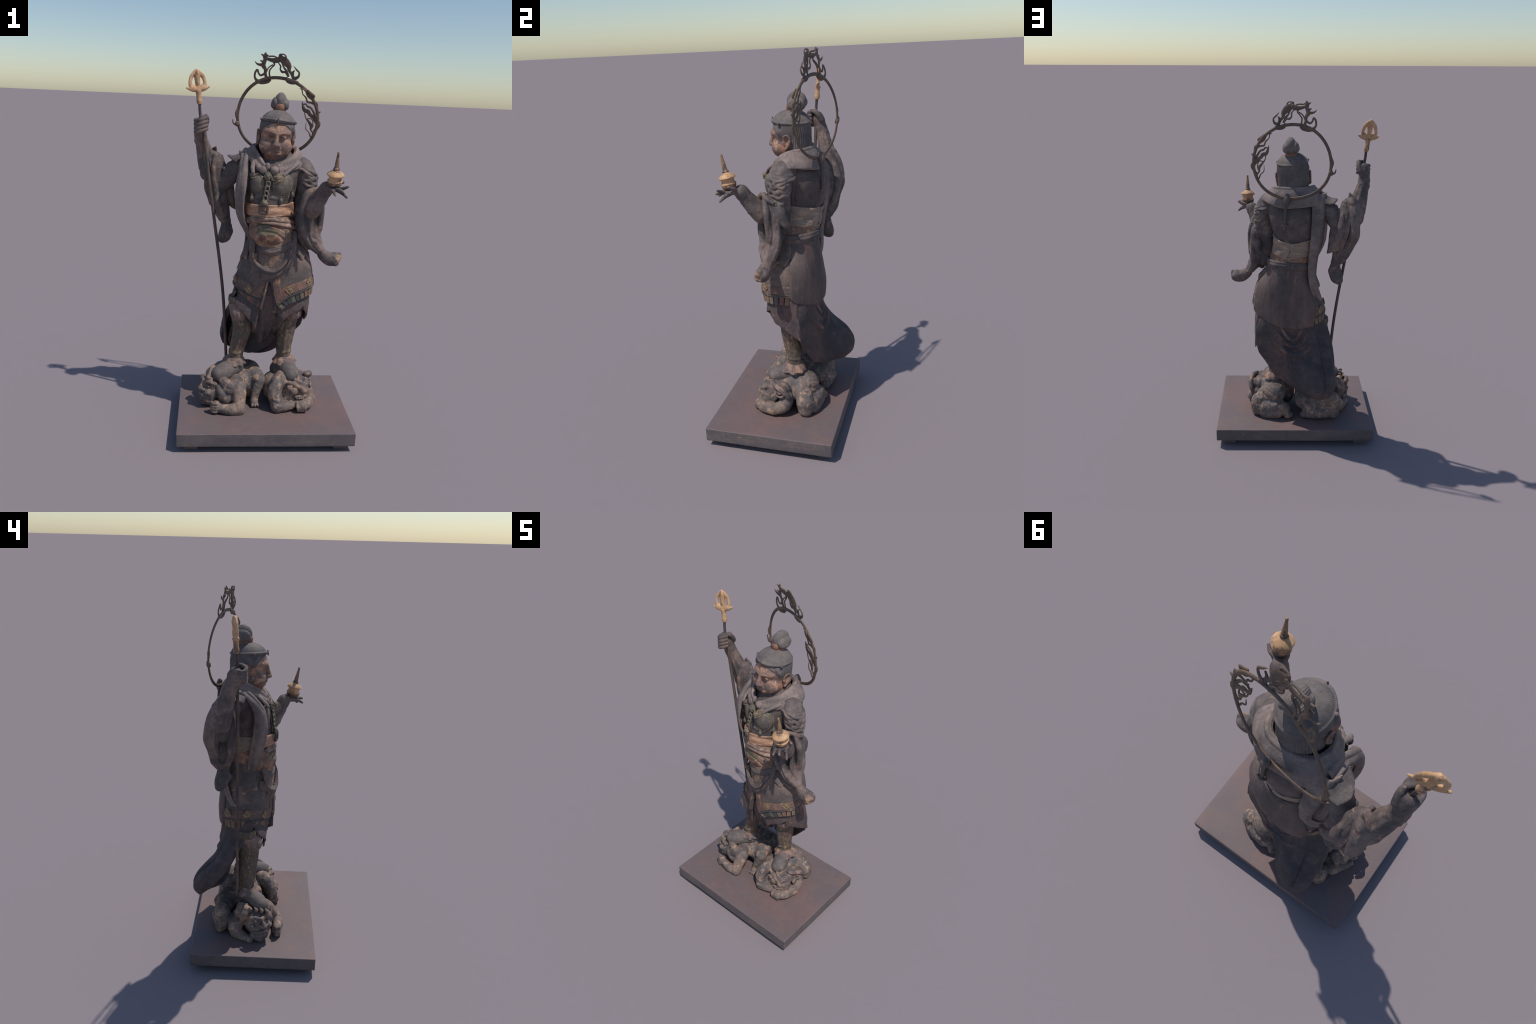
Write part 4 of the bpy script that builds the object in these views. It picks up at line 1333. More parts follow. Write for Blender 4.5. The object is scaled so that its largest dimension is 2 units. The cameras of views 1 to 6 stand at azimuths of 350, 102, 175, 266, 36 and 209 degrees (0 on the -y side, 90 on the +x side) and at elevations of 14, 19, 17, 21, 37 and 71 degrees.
TRAIN = [  # from the +x side round the back to the -x side; waist to hem, the end curling under
    [(.215, .075, .80), (.235, .09, .70), (.243, .10, .64), (.24, .106, .59), (.233, .112, .55), (.226, .115, .525)],
    [(.185, .125, .79), (.195, .14, .68), (.186, .138, .59), (.174, .14, .51), (.158, .147, .455), (.144, .147, .412)],
    [(.12, .16, .78), (.122, .165, .68), (.118, .17, .58), (.11, .168, .48), (.10, .172, .41), (.09, .163, .358)],
    [(.05, .176, .77), (.05, .182, .67), (.04, .19, .56), (.028, .21, .45), (.02, .226, .37), (.03, .195, .322)],
    [(-.02, .183, .77), (-.03, .188, .66), (-.045, .212, .55), (-.05, .29, .44), (-.048, .316, .355), (-.042, .245, .306)],
    [(-.08, .17, .77), (-.09, .188, .65), (-.11, .248, .525), (-.12, .345, .425), (-.118, .36, .35), (-.10, .312, .297)],
    [(-.125, .13, .77), (-.14, .168, .64), (-.165, .232, .525), (-.19, .318, .44), (-.189, .343, .375), (-.172, .325, .325)],
    [(-.15, .09, .77), (-.17, .142, .65), (-.187, .196, .56), (-.206, .253, .48), (-.21, .265, .43), (-.203, .25, .4)],
    [(-.165, .055, .77), (-.18, .1, .67), (-.192, .14, .61), (-.203, .172, .56), (-.206, .18, .525), (-.204, .175, .50)],
    [(-.168, .02, .76), (-.175, .045, .72), (-.18, .065, .68), (-.185, .085, .65), (-.188, .10, .63), (-.19, .11, .61)]]


def train_folds(u, v, S):
    d = .004 * np.sin(v * 9 * np.pi + 2 * u) * (1 - u) * u * 3
    for k, (y0, w) in enumerate(((.235, .09), (.315, .125), (.41, .16))):       # hanging swags under the back plate
        c = (v - .35) / w
        d = d + .015 * np.exp(-((u - (y0 + .03 - .14 * c ** 2)) / .028) ** 2) * np.exp(-c ** 4)
    d = d + .012 * np.exp(-((v - (.13 + .36 * u)) / .025) ** 2) * np.clip(u * 4 - .2, 0, 1) * np.clip(3.0 - 3.4 * u, 0, 1)
    d = d - .012 * np.exp(-((v - (.62 - .05 * u)) / .016) ** 2) * np.clip(u * 3 - .4, 0, 1) * np.clip(3.0 - 3 * u, 0, 1)
    return d + .002 * noise3(S, 9, 12)


sheet("skirt_train", np.transpose(np.array(TRAIN), (1, 0, 2)), .016, M_SKIRT, res=(150, 190), fold=train_folds)


def lining(grid, depth):
    """Inner face of the train: its lower rows moved in towards the legs."""
    g = np.transpose(np.array(grid), (1, 0, 2))[2:, 1:9].copy()
    for r in range(g.shape[0]):
        ax = A(-.02, .06, 0) + A(-.02, .03, 0) * r
        d = ax - g[r] * A(1, 1, 0)
        d = d / np.linalg.norm(d, axis=1)[:, None]
        g[r] += d * depth * (1 - .3 * (r == g.shape[0] - 1)) + A(0, 0, .016 if r == g.shape[0] - 1 else .008)
    return g


sheet("train_lining", lining(TRAIN, .07), .012, M_SKIRT, res=(50, 90), fold=lambda u, v, S: .003 * np.sin(v * 30) * (1 - u))


# ------------------------------------------------------------------ chest fittings
def front(ph, z, o=0.0):
    return TORSO.pt(ph, z, o)


strap = [front(0, z, .008) for z in (1.375, 1.33, 1.28, 1.25)]
tubes("chest_strap", [([front(-5, z, .006) for z in (1.38, 1.32, 1.25)], .005), ([front(5, z, .006) for z in (1.38, 1.32, 1.25)], .005)],
      M_ARMOUR, cuirass)
link_geo = []
for z, hw, hh in ((1.352, .008, .010), (1.328, .0085, .010), (1.304, .0075, .010), (1.28, .0085, .010)):
    c = front(0, z, .016)
    o = TORSO.out(0, z)
    r = unit(np.cross(A(0, 0, 1), o))
    link_geo.append(tube_geo([c + r * a * hw + A(0, 0, 1) * b * hh for a, b in ((-1, -1), (-1.1, 0), (-1, 1), (0, 1.1), (1, 1), (1.1, 0), (1, -1), (0, -1.1), (-1, -1))], .0042, sides=8))
make("chest_chain", *join_geo(link_geo), M_BEAD, cuirass, angle=70)
c = front(0, 1.256, .02)
make("chain_rosette", *join_geo([blob_geo(c, .015)] + [blob_geo(c + A(.94, -.34, 0) * .013 * math.cos(a) + A(0, 0, .013) * math.sin(a), .007)
                                for a in np.linspace(0, 6.28, 7)[:-1]]), M_BEAD, cuirass)
c = front(0, 1.226, .02)
r_ = TORSO.rt
tubes("belt_buckle", [([c + r_ * a * .019 + A(0, 0, b * .019) for a, b in ((-1, 1), (-1, 0), (-.9, -1), (0, -1.1), (.9, -1), (1, 0), (1, 1), (0, 1.1), (-1, 1))], .0065)], M_ARMOUR, cuirass)
for ph, z in ((-29, 1.272), (30, 1.268), (56, 1.295), (-55, 1.29)):
    c = front(ph, z, .010)
    make("pendant_drop", *join_geo([blob_geo(c, (.0105, .0105, .015)), blob_geo(c + A(0, 0, .018), .0055)]), M_BEAD, cuirass)
# collar knots and jewel
make("collar_knot", *join_geo([blob_geo((-.054, -.026, 1.417), (.022, .02, .021), lump=.1), blob_geo((-.034, -.03, 1.436), (.014, .014, .019), lump=.1)]), M_CAPE, cuirass)
make("collar_knot", *blob_geo((.002, -.034, 1.414), (.025, .022, .025), lump=.1, seed=9), M_CAPE, cuirass)
make("collar_jewel", *blob_geo((-.034, -.05, 1.388), (.021, .016, .022), lump=.2, seg=26, rings=16, seed=3), M_BEAD, cuirass)
# shoulder straps with clasps and star mounts
tubes("shoulder_strap", [([(.125, -.015, 1.455), (.08, -.05, 1.425), (.042, -.066, 1.395)], [.014, .010, .010])], M_CAPE, cuirass, flat=((-.2, -.8, .5), .7))
tubes("shoulder_strap", [([(-.1, .018, 1.455), (-.108, -.012, 1.428), (-.108, -.036, 1.402)], [.012, .012, .009])], M_CAPE, cuirass, flat=((-.5, -.8, .3), .6))
for ph, z in ((17, 1.372), (-31, 1.378)):
    c = front(ph, z, .024)
    o = TORSO.out(ph, z)
    r = unit(np.cross(A(0, 0, 1), o))
    star = [tube_geo([c, c + (r * math.cos(a) + A(0, 0, 1) * math.sin(a)) * .03 - o * .008], [.0065, .0025], sides=6, n=4) for a in np.linspace(0, 6.28, 9)[:-1]]
    make("strap_mount", *join_geo([blob_geo(c + o * .004 + A(0, 0, .014), (.016, .014, .012), lump=.15), blob_geo(c + o * .006, .011)]), M_BEAD, cuirass)
    make("strap_star", *join_geo(star), M_GOLDPLATE, cuirass, angle=60)

# ------------------------------------------------------------------ cape, scarf, shoulder pieces
CAPE = [  # front left knot, round the back, to the front right: neck rim, roll, shoulder, hem
    [(-.035, -.022, 1.43), (-.042, -.03, 1.428), (-.05, -.034, 1.415), (-.055, -.034, 1.40)],
    [(-.056, .006, 1.462), (-.066, -.001, 1.462), (-.08, -.006, 1.443), (-.09, -.01, 1.418)],
    [(-.071, .05, 1.498), (-.083, .046, 1.497), (-.102, .047, 1.478), (-.115, .05, 1.452)],
    [(-.076, .095, 1.525), (-.092, .1, 1.522), (-.122, .105, 1.497), (-.148, .105, 1.47)],
    [(-.045, .142, 1.532), (-.055, .155, 1.525), (-.08, .18, 1.492), (-.1, .2, 1.44)],
    [(.03, .152, 1.53), (.034, .168, 1.522), (.045, .196, 1.485), (.05, .213, 1.425)],
    [(.1, .132, 1.53), (.108, .146, 1.523), (.122, .168, 1.484), (.128, .19, 1.43)],
    [(.126, .08, 1.522), (.137, .084, 1.517), (.165, .088, 1.486), (.195, .09, 1.448)],
    [(.112, .032, 1.497), (.122, .026, 1.495), (.152, .018, 1.468), (.175, .01, 1.438)],
    [(.063, .003, 1.462), (.072, -.008, 1.462), (.092, -.022, 1.442), (.11, -.03, 1.418)],
    [(.012, -.025, 1.432), (.016, -.034, 1.432), (.02, -.046, 1.42), (.025, -.056, 1.40)]]


def cape_folds(u, v, S):
    d = .0045 * np.exp(-((u - .14) / .06) ** 2) - .004 * np.exp(-((u - .3) / .05) ** 2)
    d = d + .0035 * np.sin(u * 16 + 2 * np.sin(v * 6)) * np.exp(-((v - .88) / .14) ** 2)
    d = d + .003 * np.sin(u * 14) * np.exp(-((v - .1) / .1) ** 2)
    return d + .002 * noise3(S, 14, 2)


cape = sheet("shoulder_cape", np.transpose(np.array(CAPE), (1, 0, 2)), .015, M_CAPE, res=(44, 130), fold=cape_folds)

SCARF = [[(-.1, .15, 1.506), (-.126, .16, 1.50), (-.146, .165, 1.482)],
         [(-.102, .11, 1.503), (-.128, .11, 1.50), (-.15, .118, 1.482)],
         [(-.11, .08, 1.482), (-.133, .076, 1.48), (-.15, .092, 1.46)],
         [(-.122, .053, 1.456), (-.148, .042, 1.45), (-.16, .066, 1.428)],
         [(-.127, .02, 1.42), (-.158, .01, 1.414), (-.167, .048, 1.39)],
         [(-.13, -.004, 1.385), (-.168, -.008, 1.375), (-.171, .042, 1.352)],
         [(-.138, -.02, 1.32), (-.178, -.006, 1.31), (-.172, .045, 1.297)],
         [(-.144, -.02, 1.25), (-.178, .002, 1.245), (-.165, .052, 1.235)],
         [(-.14, -.008, 1.18), (-.165, .016, 1.175), (-.15, .062, 1.17)],
         [(-.115, .002, 1.11), (-.134, .026, 1.11), (-.126, .066, 1.11)],
         [(-.09, .012, 1.05), (-.1, .036, 1.05), (-.1, .066, 1.055)]]
sheet("scarf", SCARF, .013, M_CAPE, res=(90, 26), fold=lambda u, v, S: .004 * np.sin(v * 11 + 6 * u) + .002 * noise3(S, 22, 5))
bk = [(-.125, .165, 1.497), (-.118, .2, 1.44), (-.113, .222, 1.36), (-.105, .225, 1.27), (-.09, .212, 1.17), (-.083, .196, 1.07), (-.087, .193, .98), (-.106, .176, .91), (-.133, .146, .855)]
hw = [.9, .95, .95, .85, .7, .58, .52, .52, .5]
sheet("scarf", [[A(*p) + A(.047, -.016, 0) * w, A(*p) + A(.016, .003, 0) * w, A(*p) + A(-.016, -.003, 0) * w, A(*p) + A(-.034, -.032, 0) * w]
                for p, w in zip(bk, hw)], .012, M_CAPE, res=(90, 24), fold=lambda u, v, S: .003 * np.sin(v * 12 + 1))

# right (-x) shoulder plate
sheet("shoulder_plate", [[(-.13, .085, 1.478), (-.138, .12, 1.486), (-.138, .16, 1.48), (-.13, .205, 1.455)],
                         [(-.16, .09, 1.458), (-.174, .125, 1.466), (-.176, .165, 1.465), (-.16, .212, 1.446)],
                         [(-.178, .1, 1.438), (-.2, .13, 1.452), (-.214, .178, 1.466), (-.19, .217, 1.45)]], .011, M_FURPAD, res=(30, 40))
# halo bracket on the back
tubes("halo_bracket", [([(.078, .218, 1.475), (.082, .222, 1.40), (.087, .224, 1.305)], [.009, .008, .0075]),
                       ([(.07, .214, 1.505), (.075, .22, 1.475), (.078, .22, 1.45)], [.012, .017, .012]),
                       ([(.068, .226, 1.335), (.085, .233, 1.336), (.102, .226, 1.337)], [.006, .0065, .006])], M_ARMOUR, sides=10)


# ------------------------------------------------------------------ raised (-x) arm
def raised_arm():
    s = Solid((-.31, .05, 1.25), (-.08, .28, 1.5), .003)
    s.tube([(-.12, .14, 1.43), (-.165, .165, 1.4), (-.2, .185, 1.355), (-.245, .207, 1.30)], [.045, .05, .05, .046], k=.01)
    for c, r in (((-.172, .19, 1.425), .014), ((-.205, .165, 1.42), .014), ((-.215, .2, 1.40), .014), ((-.18, .205, 1.395), .013),
                 ((-.228, .165, 1.395), .014), ((-.2, .14, 1.415), .012)):
        s.ell(c, r, k=.008)
    s.stroke([(-.15, .21, 1.385), (-.185, .235, 1.38), (-.225, .225, 1.385), (-.25, .18, 1.38), (-.225, .15, 1.37)], .006, .006)
    s.stroke([(-.15, .21, 1.365), (-.185, .235, 1.362), (-.225, .225, 1.366), (-.25, .18, 1.36)], .005, -.004)
    carve(s, "upper_arm", M_FURPAD, rough=.001, seed=61)

    f = Solid((-.43, .06, 1.33), (-.25, .30, 1.70), .0027)
    f.tube([(-.308, .212, 1.365), (-.316, .207, 1.41), (-.338, .189, 1.49), (-.356, .172, 1.548)], [.048, .047, .037, .029], k=.006)
    f.tube([(-.355, .176, 1.543), (-.36, .169, 1.562)], [.034, .033], k=.005)
    for i in range(10):
        a = math.radians(-165 + i * 36)
        d = A(math.sin(a), -math.cos(a), .1)
        f.stroke([A(-.312, .212, 1.385) + d * .05, A(-.335, .194, 1.47) + d * .043, A(-.354, .176, 1.535) + d * .036], .006, .006)
    # fist round the staff
    f.tube([(-.361, .165, 1.575), (-.362, .157, 1.61), (-.362, .15, 1.635)], [.03, .031, .026], k=.012)
    f.ell((-.362, .142, 1.618), (.028, .035, .041), k=.008)
    for i in range(4):
        z = 1.652 - i * .0195
        f.tube([(-.387, .15, z - .006), (-.389, .12, z - .010), (-.374, .102, z - .006), (-.349, .1, z + .004), (-.334, .113, z + .01)], .0105, k=.003)
    f.tube([(-.335, .172, 1.618), (-.33, .15, 1.65), (-.338, .128, 1.664), (-.362, .112, 1.664)], [.015, .013, .011, .0095], k=.005)
    f.tube([(-.334, .15, 1.655), (-.334, .14, 1.676)], [.01, .005], k=.004)
    f.tube([(-.3645, .139, 1.70), (-.361, .138, 1.66)], .011, k=.003, cut=True)
    carve(f, "forearm", M_CLOTH, rough=.0008, seed=63, parts=[
        ("hand", M_CLOTH, lambda C: C[:, 2] - .35 * (C[:, 1] - .166) > 1.572)])


raised_arm()


def hanging_sleeve_west():
    s = Solid((-.37, .1, .96), (-.11, .34, 1.55), .003)
    # body of the sleeve
    s.tube([(-.29, .205, 1.465), (-.268, .208, 1.44), (-.262, .212, 1.36), (-.255, .216, 1.27), (-.24, .214, 1.19), (-.216, .204, 1.12), (-.206, .202, 1.09)],
           [.018, .036, .048, .055, .048, .032, .027], k=.012)
    # back fold swinging out
    s.tube([(-.285, .225, 1.475), (-.284, .244, 1.44), (-.288, .27, 1.37), (-.292, .276, 1.29), (-.28, .262, 1.235), (-.25, .246, 1.16), (-.22, .218, 1.11)],
           [.014, .022, .026, .027, .026, .024, .018], k=.016)
    s.tube([(-.304, .244, 1.40), (-.31, .25, 1.31), (-.311, .243, 1.265), (-.285, .236, 1.2)], [.012, .015, .016, .016], k=.01)
    s.tube([(-.25, .222, 1.43), (-.238, .245, 1.39), (-.226, .262, 1.32), (-.206, .257, 1.25), (-.178, .242, 1.2), (-.156, .226, 1.172)],
           [.008, .02, .026, .024, .018, .006], k=.01)
    s.tube([(-.225, .2, 1.40), (-.2, .205, 1.32), (-.185, .21, 1.24), (-.168, .216, 1.185)], [.02, .026, .022, .01], k=.01)
    # upper edge wrapping behind the forearm
    s.tube([(-.29, .222, 1.475), (-.305, .234, 1.465), (-.317, .238, 1.43), (-.322, .24, 1.385), (-.318, .244, 1.33)], [.007, .01, .012, .012, .014], k=.014)
    s.tube([(-.29, .214, 1.46), (-.3, .235, 1.43), (-.31, .25, 1.38)], [.012, .02, .022], k=.014)
    # front fold
    s.tube([(-.285, .172, 1.47), (-.29, .158, 1.40), (-.288, .158, 1.33), (-.275, .165, 1.26), (-.255, .165, 1.19), (-.225, .185, 1.12)],
           [.008, .014, .017, .018, .02, .018], k=.01)
    # tied end
    s.tube([(-.206, .202, 1.098), (-.206, .203, 1.06), (-.212, .21, 1.025), (-.225, .218, 1.005)], [.026, .034, .036, .026], k=.008)
    s.ell((-.204, .19, 1.05), (.035, .034, .03), k=.01)
    # mouth of the sleeve, open to -x
    s.ell((-.325, .206, 1.265), (.05, .04, .095), k=.01, cut=True)
    s.ell((-.27, .205, 1.21), (.028, .024, .07), k=.01, cut=True)
    # long carved folds
    for i in range(5):
        y = .262 + .012 * i
        x = -.245 - .013 * i
        s.stroke([(x + .02, y - .02, 1.46), (x, y + .01, 1.36), (x + .005, y + .005, 1.27), (x + .045 - .006 * i, y - .03, 1.16)], .006, -.0075)
    s.stroke([(-.205, .235, 1.36), (-.19, .245, 1.29), (-.172, .235, 1.22)], .005, -.005)
    s.stroke([(-.195, .18, 1.36), (-.18, .185, 1.27)], .006, -.004)
    th = np.linspace(0, 2 * np.pi, 17)
    s.stroke([(-.206 + .03 * math.cos(t), .202 + .03 * math.sin(t), 1.098) for t in th], .007, -.005, n=40)
    s.stroke([(-.225, .17, 1.06), (-.215, .165, 1.03), (-.215, .175, 1.0)], .006, -.005)
    ob = carve(s, "hanging_sleeve", M_CLOTH, rough=.001, seed=71)
    fold = lambda n, a: (lambda u, v, S: a * np.sin(v * n + 2 * u) * (.3 + .7 * u))
    sheet("sleeve_fold", [[(-0.272, 0.205, 1.512), (-0.292, 0.228, 1.498), (-0.310, 0.237, 1.465), (-0.324, 0.231, 1.415)],
                          [(-0.261, 0.218, 1.440), (-0.280, 0.250, 1.425), (-0.305, 0.258, 1.405), (-0.327, 0.244, 1.375)],
                          [(-0.255, 0.241, 1.360), (-0.279, 0.281, 1.350), (-0.308, 0.277, 1.340), (-0.329, 0.251, 1.320)],
                          [(-0.253, 0.251, 1.290), (-0.279, 0.293, 1.285), (-0.307, 0.287, 1.275), (-0.327, 0.251, 1.265)],
                          [(-0.243, 0.241, 1.220), (-0.263, 0.271, 1.215), (-0.288, 0.263, 1.215), (-0.303, 0.239, 1.215)]], .008, M_CLOTH, ob,
          res=(70, 50), fold=fold(16, .004))
    sheet("sleeve_fold", [[(-.238, .2, 1.468), (-.252, .222, 1.458), (-.268, .236, 1.44), (-.282, .246, 1.42)],
                          [(-.212, .215, 1.39), (-.226, .248, 1.38), (-.246, .268, 1.37), (-.27, .278, 1.36)],
                          [(-.188, .22, 1.30), (-.202, .256, 1.295), (-.226, .278, 1.29), (-.256, .286, 1.285)],
                          [(-.156, .218, 1.175), (-.178, .246, 1.185), (-.208, .264, 1.195), (-.238, .262, 1.205)]], .008, M_CLOTH, ob,
          res=(60, 40), fold=fold(12, .0035))


hanging_sleeve_west()


# ------------------------------------------------------------------ lowered (+x) arm holding the pagoda
def offering_arm():
    s = Solid((.1, -.09, 1.2), (.30, .13, 1.52), .003)
    s.tube([(.15, .045, 1.415), (.172, .032, 1.38), (.184, .025, 1.33), (.2, .01, 1.27), (.21, -.01, 1.235)], [.045, .05, .05, .046, .04], k=.01)
    # shoulder guard: overlapping shell with a rolled lip
    s.tube([(.14, .05, 1.425), (.168, .038, 1.412), (.18, .03, 1.40)], [.046, .05, .053], k=.006)
    ring = lambda z, r, c=(.186, .027), a0=-130, a1=140: [(c[0] + r * math.cos(math.radians(a)), c[1] + r * 1.05 * math.sin(math.radians(a)), z - .022 * math.cos(math.radians(a)))
                                                        for a in np.linspace(a0, a1, 18)]
    s.tube(ring(1.415, .046), .0095, k=.006)
    s.stroke(ring(1.40, .052), .006, -.007, n=60)
    s.stroke(ring(1.437, .048, (.172, .035)), .005, -.004, n=60)
    for z, r in ((1.386, .047), (1.362, .047), (1.338, .047)):
        wav = [(x, y, zz + .005 * math.sin(i * 1.9 + z * 90)) for i, (x, y, zz) in enumerate(ring(z, r, (.188, .024)))]
        s.tube(wav, .0105, k=.007)
    for a, z in ((-70, 1.372), (-20, 1.38), (25, 1.36), (60, 1.375), (-45, 1.345), (0, 1.342)):
        s.ell((.186 + .05 * math.cos(math.radians(a)), .024 + .052 * math.sin(math.radians(a)), z), .012, k=.006)
    s.stroke(ring(1.322, .052, (.19, .02)), .007, -.006, n=60)
    s.stroke(ring(1.30, .05, (.195, .015)), .006, .004, n=60)
    arm = carve(s, "upper_arm", M_FURPAD, rough=.0012, seed=81)
    g = []
    for r, z, sl, wv in ((.022, 1.472, .006, 0), (.042, 1.455, .012, 0), (.055, 1.43, .02, .002), (.062, 1.412, .026, .004), (.065, 1.404, .028, .005)):
        aa = np.radians(np.linspace(-125, 150, 22))
        w_ = wv * np.cos(aa * 5)
        g.append(np.stack([.168 + (r + w_) * np.cos(aa), .035 + (r + w_) * .98 * np.sin(aa), z - sl * np.cos(aa) - w_], 1))
    sheet("shoulder_guard", g, .011, M_FURPAD, arm, res=(30, 90), fold=lambda u, v, S: .003 * np.exp(-((u - .8) / .06) ** 2) - .003 * np.exp(-((u - .62) / .05) ** 2) + .0015 * noise3(S, 40, 3))

    f = Solid((.13, -.29, 1.15), (.36, .02, 1.42), .0025)
    f.tube([(.2, -.07, 1.225), (.205, -.09, 1.25), (.225, -.125, 1.30), (.243, -.152, 1.343)], [.048, .047, .04, .031], k=.006)
    f.tube([(.24, -.148, 1.335), (.245, -.155, 1.347)], [.037, .036], k=.004)
    f.stroke([(.165, -.1, 1.24), (.2, -.14, 1.225), (.245, -.12, 1.245)], .006, .003)
    f.stroke(spiral(A(.225, -.16, 1.285), A(.7, .3, .6), A(-.6, -.2, .7), .016, 1.3), .0035, .002)
    # palm up, fingers spread
    f.tube([(.245, -.158, 1.35), (.262, -.188, 1.355)], [.026, .026], k=.008, flat=((-.1, .35, .9), .6))
    f.ell((.27, -.2, 1.353), (.036, .034, .015), k=.008)
    for p, r in (([(.248, -.205, 1.352), (.254, -.236, 1.347), (.258, -.264, 1.331)], .0095),
                 ([(.263, -.215, 1.351), (.283, -.246, 1.352), (.296, -.266, 1.348)], .0095),
                 ([(.278, -.212, 1.352), (.303, -.236, 1.36), (.324, -.25, 1.37)], .0095),
                 ([(.285, -.2, 1.347), (.306, -.222, 1.335), (.324, -.242, 1.317)], .009),
                 ([(.272, -.175, 1.362), (.3, -.182, 1.374), (.317, -.197, 1.386)], .0095)):
        f.tube(p, [r * 1.25, r, r * .65], k=.004)
    carve(f, "forearm", M_CLOTH, rough=.0008, seed=83, parts=[
        ("hand", M_CLOTH, lambda C: (C - A(.247, -.158, 1.35)) @ unit(A(.35, -.7, .45)) > 0)])


offering_arm()


def hanging_sleeve_east():
    s = Solid((.1, -.14, .88), (.41, .12, 1.36), .003)
    s.tube([(.212, .0, 1.28), (.218, .0, 1.2), (.222, -.005, 1.12), (.24, -.02, 1.05), (.266, -.036, .998)],
           [.036, .034, .036, .034, .026], k=.01)
    # cloth filling the armpit
    s.tube([(.168, .04, 1.30), (.165, .03, 1.22), (.16, .012, 1.13), (.178, -.005, 1.06)], [.034, .04, .04, .03], k=.012)
    # inner fold in front, by the belly
    s.tube([(.2, -.05, 1.30), (.172, -.055, 1.25), (.165, -.06, 1.18), (.175, -.062, 1.1), (.21, -.06, 1.04), (.255, -.048, 1.0)],
           [.012, .02, .022, .024, .024, .02], k=.01)
    s.tube([(.182, -.062, 1.29), (.182, -.076, 1.22), (.19, -.08, 1.15), (.212, -.078, 1.08), (.24, -.066, 1.025), (.262, -.05, 1.0)],
           [.008, .014, .018, .018, .016, .014], k=.008)
    s.tube([(.15, -.045, 1.22), (.142, -.035, 1.15), (.155, -.035, 1.08), (.195, -.04, 1.02)], [.012, .018, .02, .018], k=.01)
    # bunched cloth at the inner elbow
    s.tube([(.205, -.055, 1.325), (.172, -.072, 1.305), (.15, -.078, 1.25), (.146, -.076, 1.18), (.162, -.074, 1.1)], [.012, .02, .023, .023, .02], k=.008)
    # outer fold
    s.tube([(.235, -.045, 1.325), (.254, -.035, 1.27), (.262, -.028, 1.21), (.259, -.022, 1.13), (.25, -.02, 1.085), (.261, -.025, 1.045), (.268, -.035, 1.0)],
           [.007, .016, .018, .02, .018, .018, .018], k=.008)
    s.tube([(.228, -.03, 1.32), (.24, .0, 1.27), (.25, .012, 1.18), (.25, .012, 1.1), (.245, .0, 1.04), (.262, -.02, 1.0)],
           [.008, .018, .02, .022, .022, .018], k=.008)
    # ruffle at the elbow
    s.tube([(.195, -.055, 1.315), (.225, -.05, 1.328), (.248, -.03, 1.312), (.255, .0, 1.295)], [.012, .011, .012, .01], k=.006)
    # tail of cloth behind the elbow with its rolled tip
    s.tube([(.235, .01, 1.28), (.24, .035, 1.24), (.235, .05, 1.19), (.222, .066, 1.155), (.212, .075, 1.138)], [.016, .024, .022, .015, .009], k=.008)
    s.tube([(.225, .03, 1.25), (.225, .045, 1.2), (.21, .05, 1.16)], [.02, .02, .014], k=.008)
    # tied bag at the end
    s.tube([(.268, -.038, 1.0), (.29, -.042, .972), (.325, -.046, .955), (.352, -.048, .955)], [.024, .031, .037, .03], k=.008)
    s.ell((.348, -.048, .958), (.028, .03, .036), k=.01)
    s.tube([(.345, -.075, .935), (.366, -.068, .96), (.372, -.052, .985)], [.012, .013, .010], k=.006)
    s.ell((.378, -.07, .945), (.016, .02, .018), k=.008, cut=True)
    s.ell((.356, -.09, .972), (.016, .014, .018), k=.008, cut=True)
    s.stroke([(.33, -.085, .985), (.35, -.08, .958), (.352, -.07, .925)], .005, .005)
    s.stroke([(.35, -.08, .958), (.372, -.06, .97), (.376, -.045, .98)], .005, .005)
    # hollow between the folds
    s.ell((.225, -.085, 1.15), (.028, .06, .085), k=.008, cut=True)
    s.ell((.3, -.01, 1.16), (.03, .02, .08), k=.008, cut=True)
    for x0 in (-.012, .0, .012):
        s.stroke([(.175 + x0, -.088, 1.2), (.185 + x0, -.092, 1.12), (.215 + x0, -.088, 1.05), (.255, -.068, 1.0 + x0)], .005, -.006)
        s.stroke([(.285, .01 + x0, 1.22), (.282, .01 + x0, 1.13), (.278, -.005 + x0, 1.06), (.282, -.03, 1.0)], .005, -.006)
    th = np.linspace(0, 2 * np.pi, 17)
    s.stroke([(.272 + .022 * math.cos(t), -.039 + .03 * math.sin(t), .993 + .016 * math.cos(t)) for t in th], .006, -.005, n=40)
    carve(s, "hanging_sleeve", M_SLEEVE, rough=.001, seed=91)


hanging_sleeve_east()
bd = [blob_geo(A(.243, .0, 1.284) + A(.35, .93, 0) * .016 * math.cos(a) + A(0, 0, .015) * math.sin(a), .006) for a in np.linspace(0, 6.28, 8)[:-1]]
make("elbow_rosette", *join_geo(bd + [blob_geo((.247, .0, 1.284), .009)]), M_BEAD)

# ------------------------------------------------------------------ head
HR, HUP = A(.988, -.156, 0), None
HUP = unit(HR * .085 + A(0, 0, 1))
HR = unit(HR - (HR @ HUP) * HUP)
HF = np.cross(HR, HUP)
H0 = A(.020, .059, 1.576)
hp = lambda x, y, z: H0 + x * HR + y * HF + z * HUP
HAX = np.stack([HR, HF, HUP])


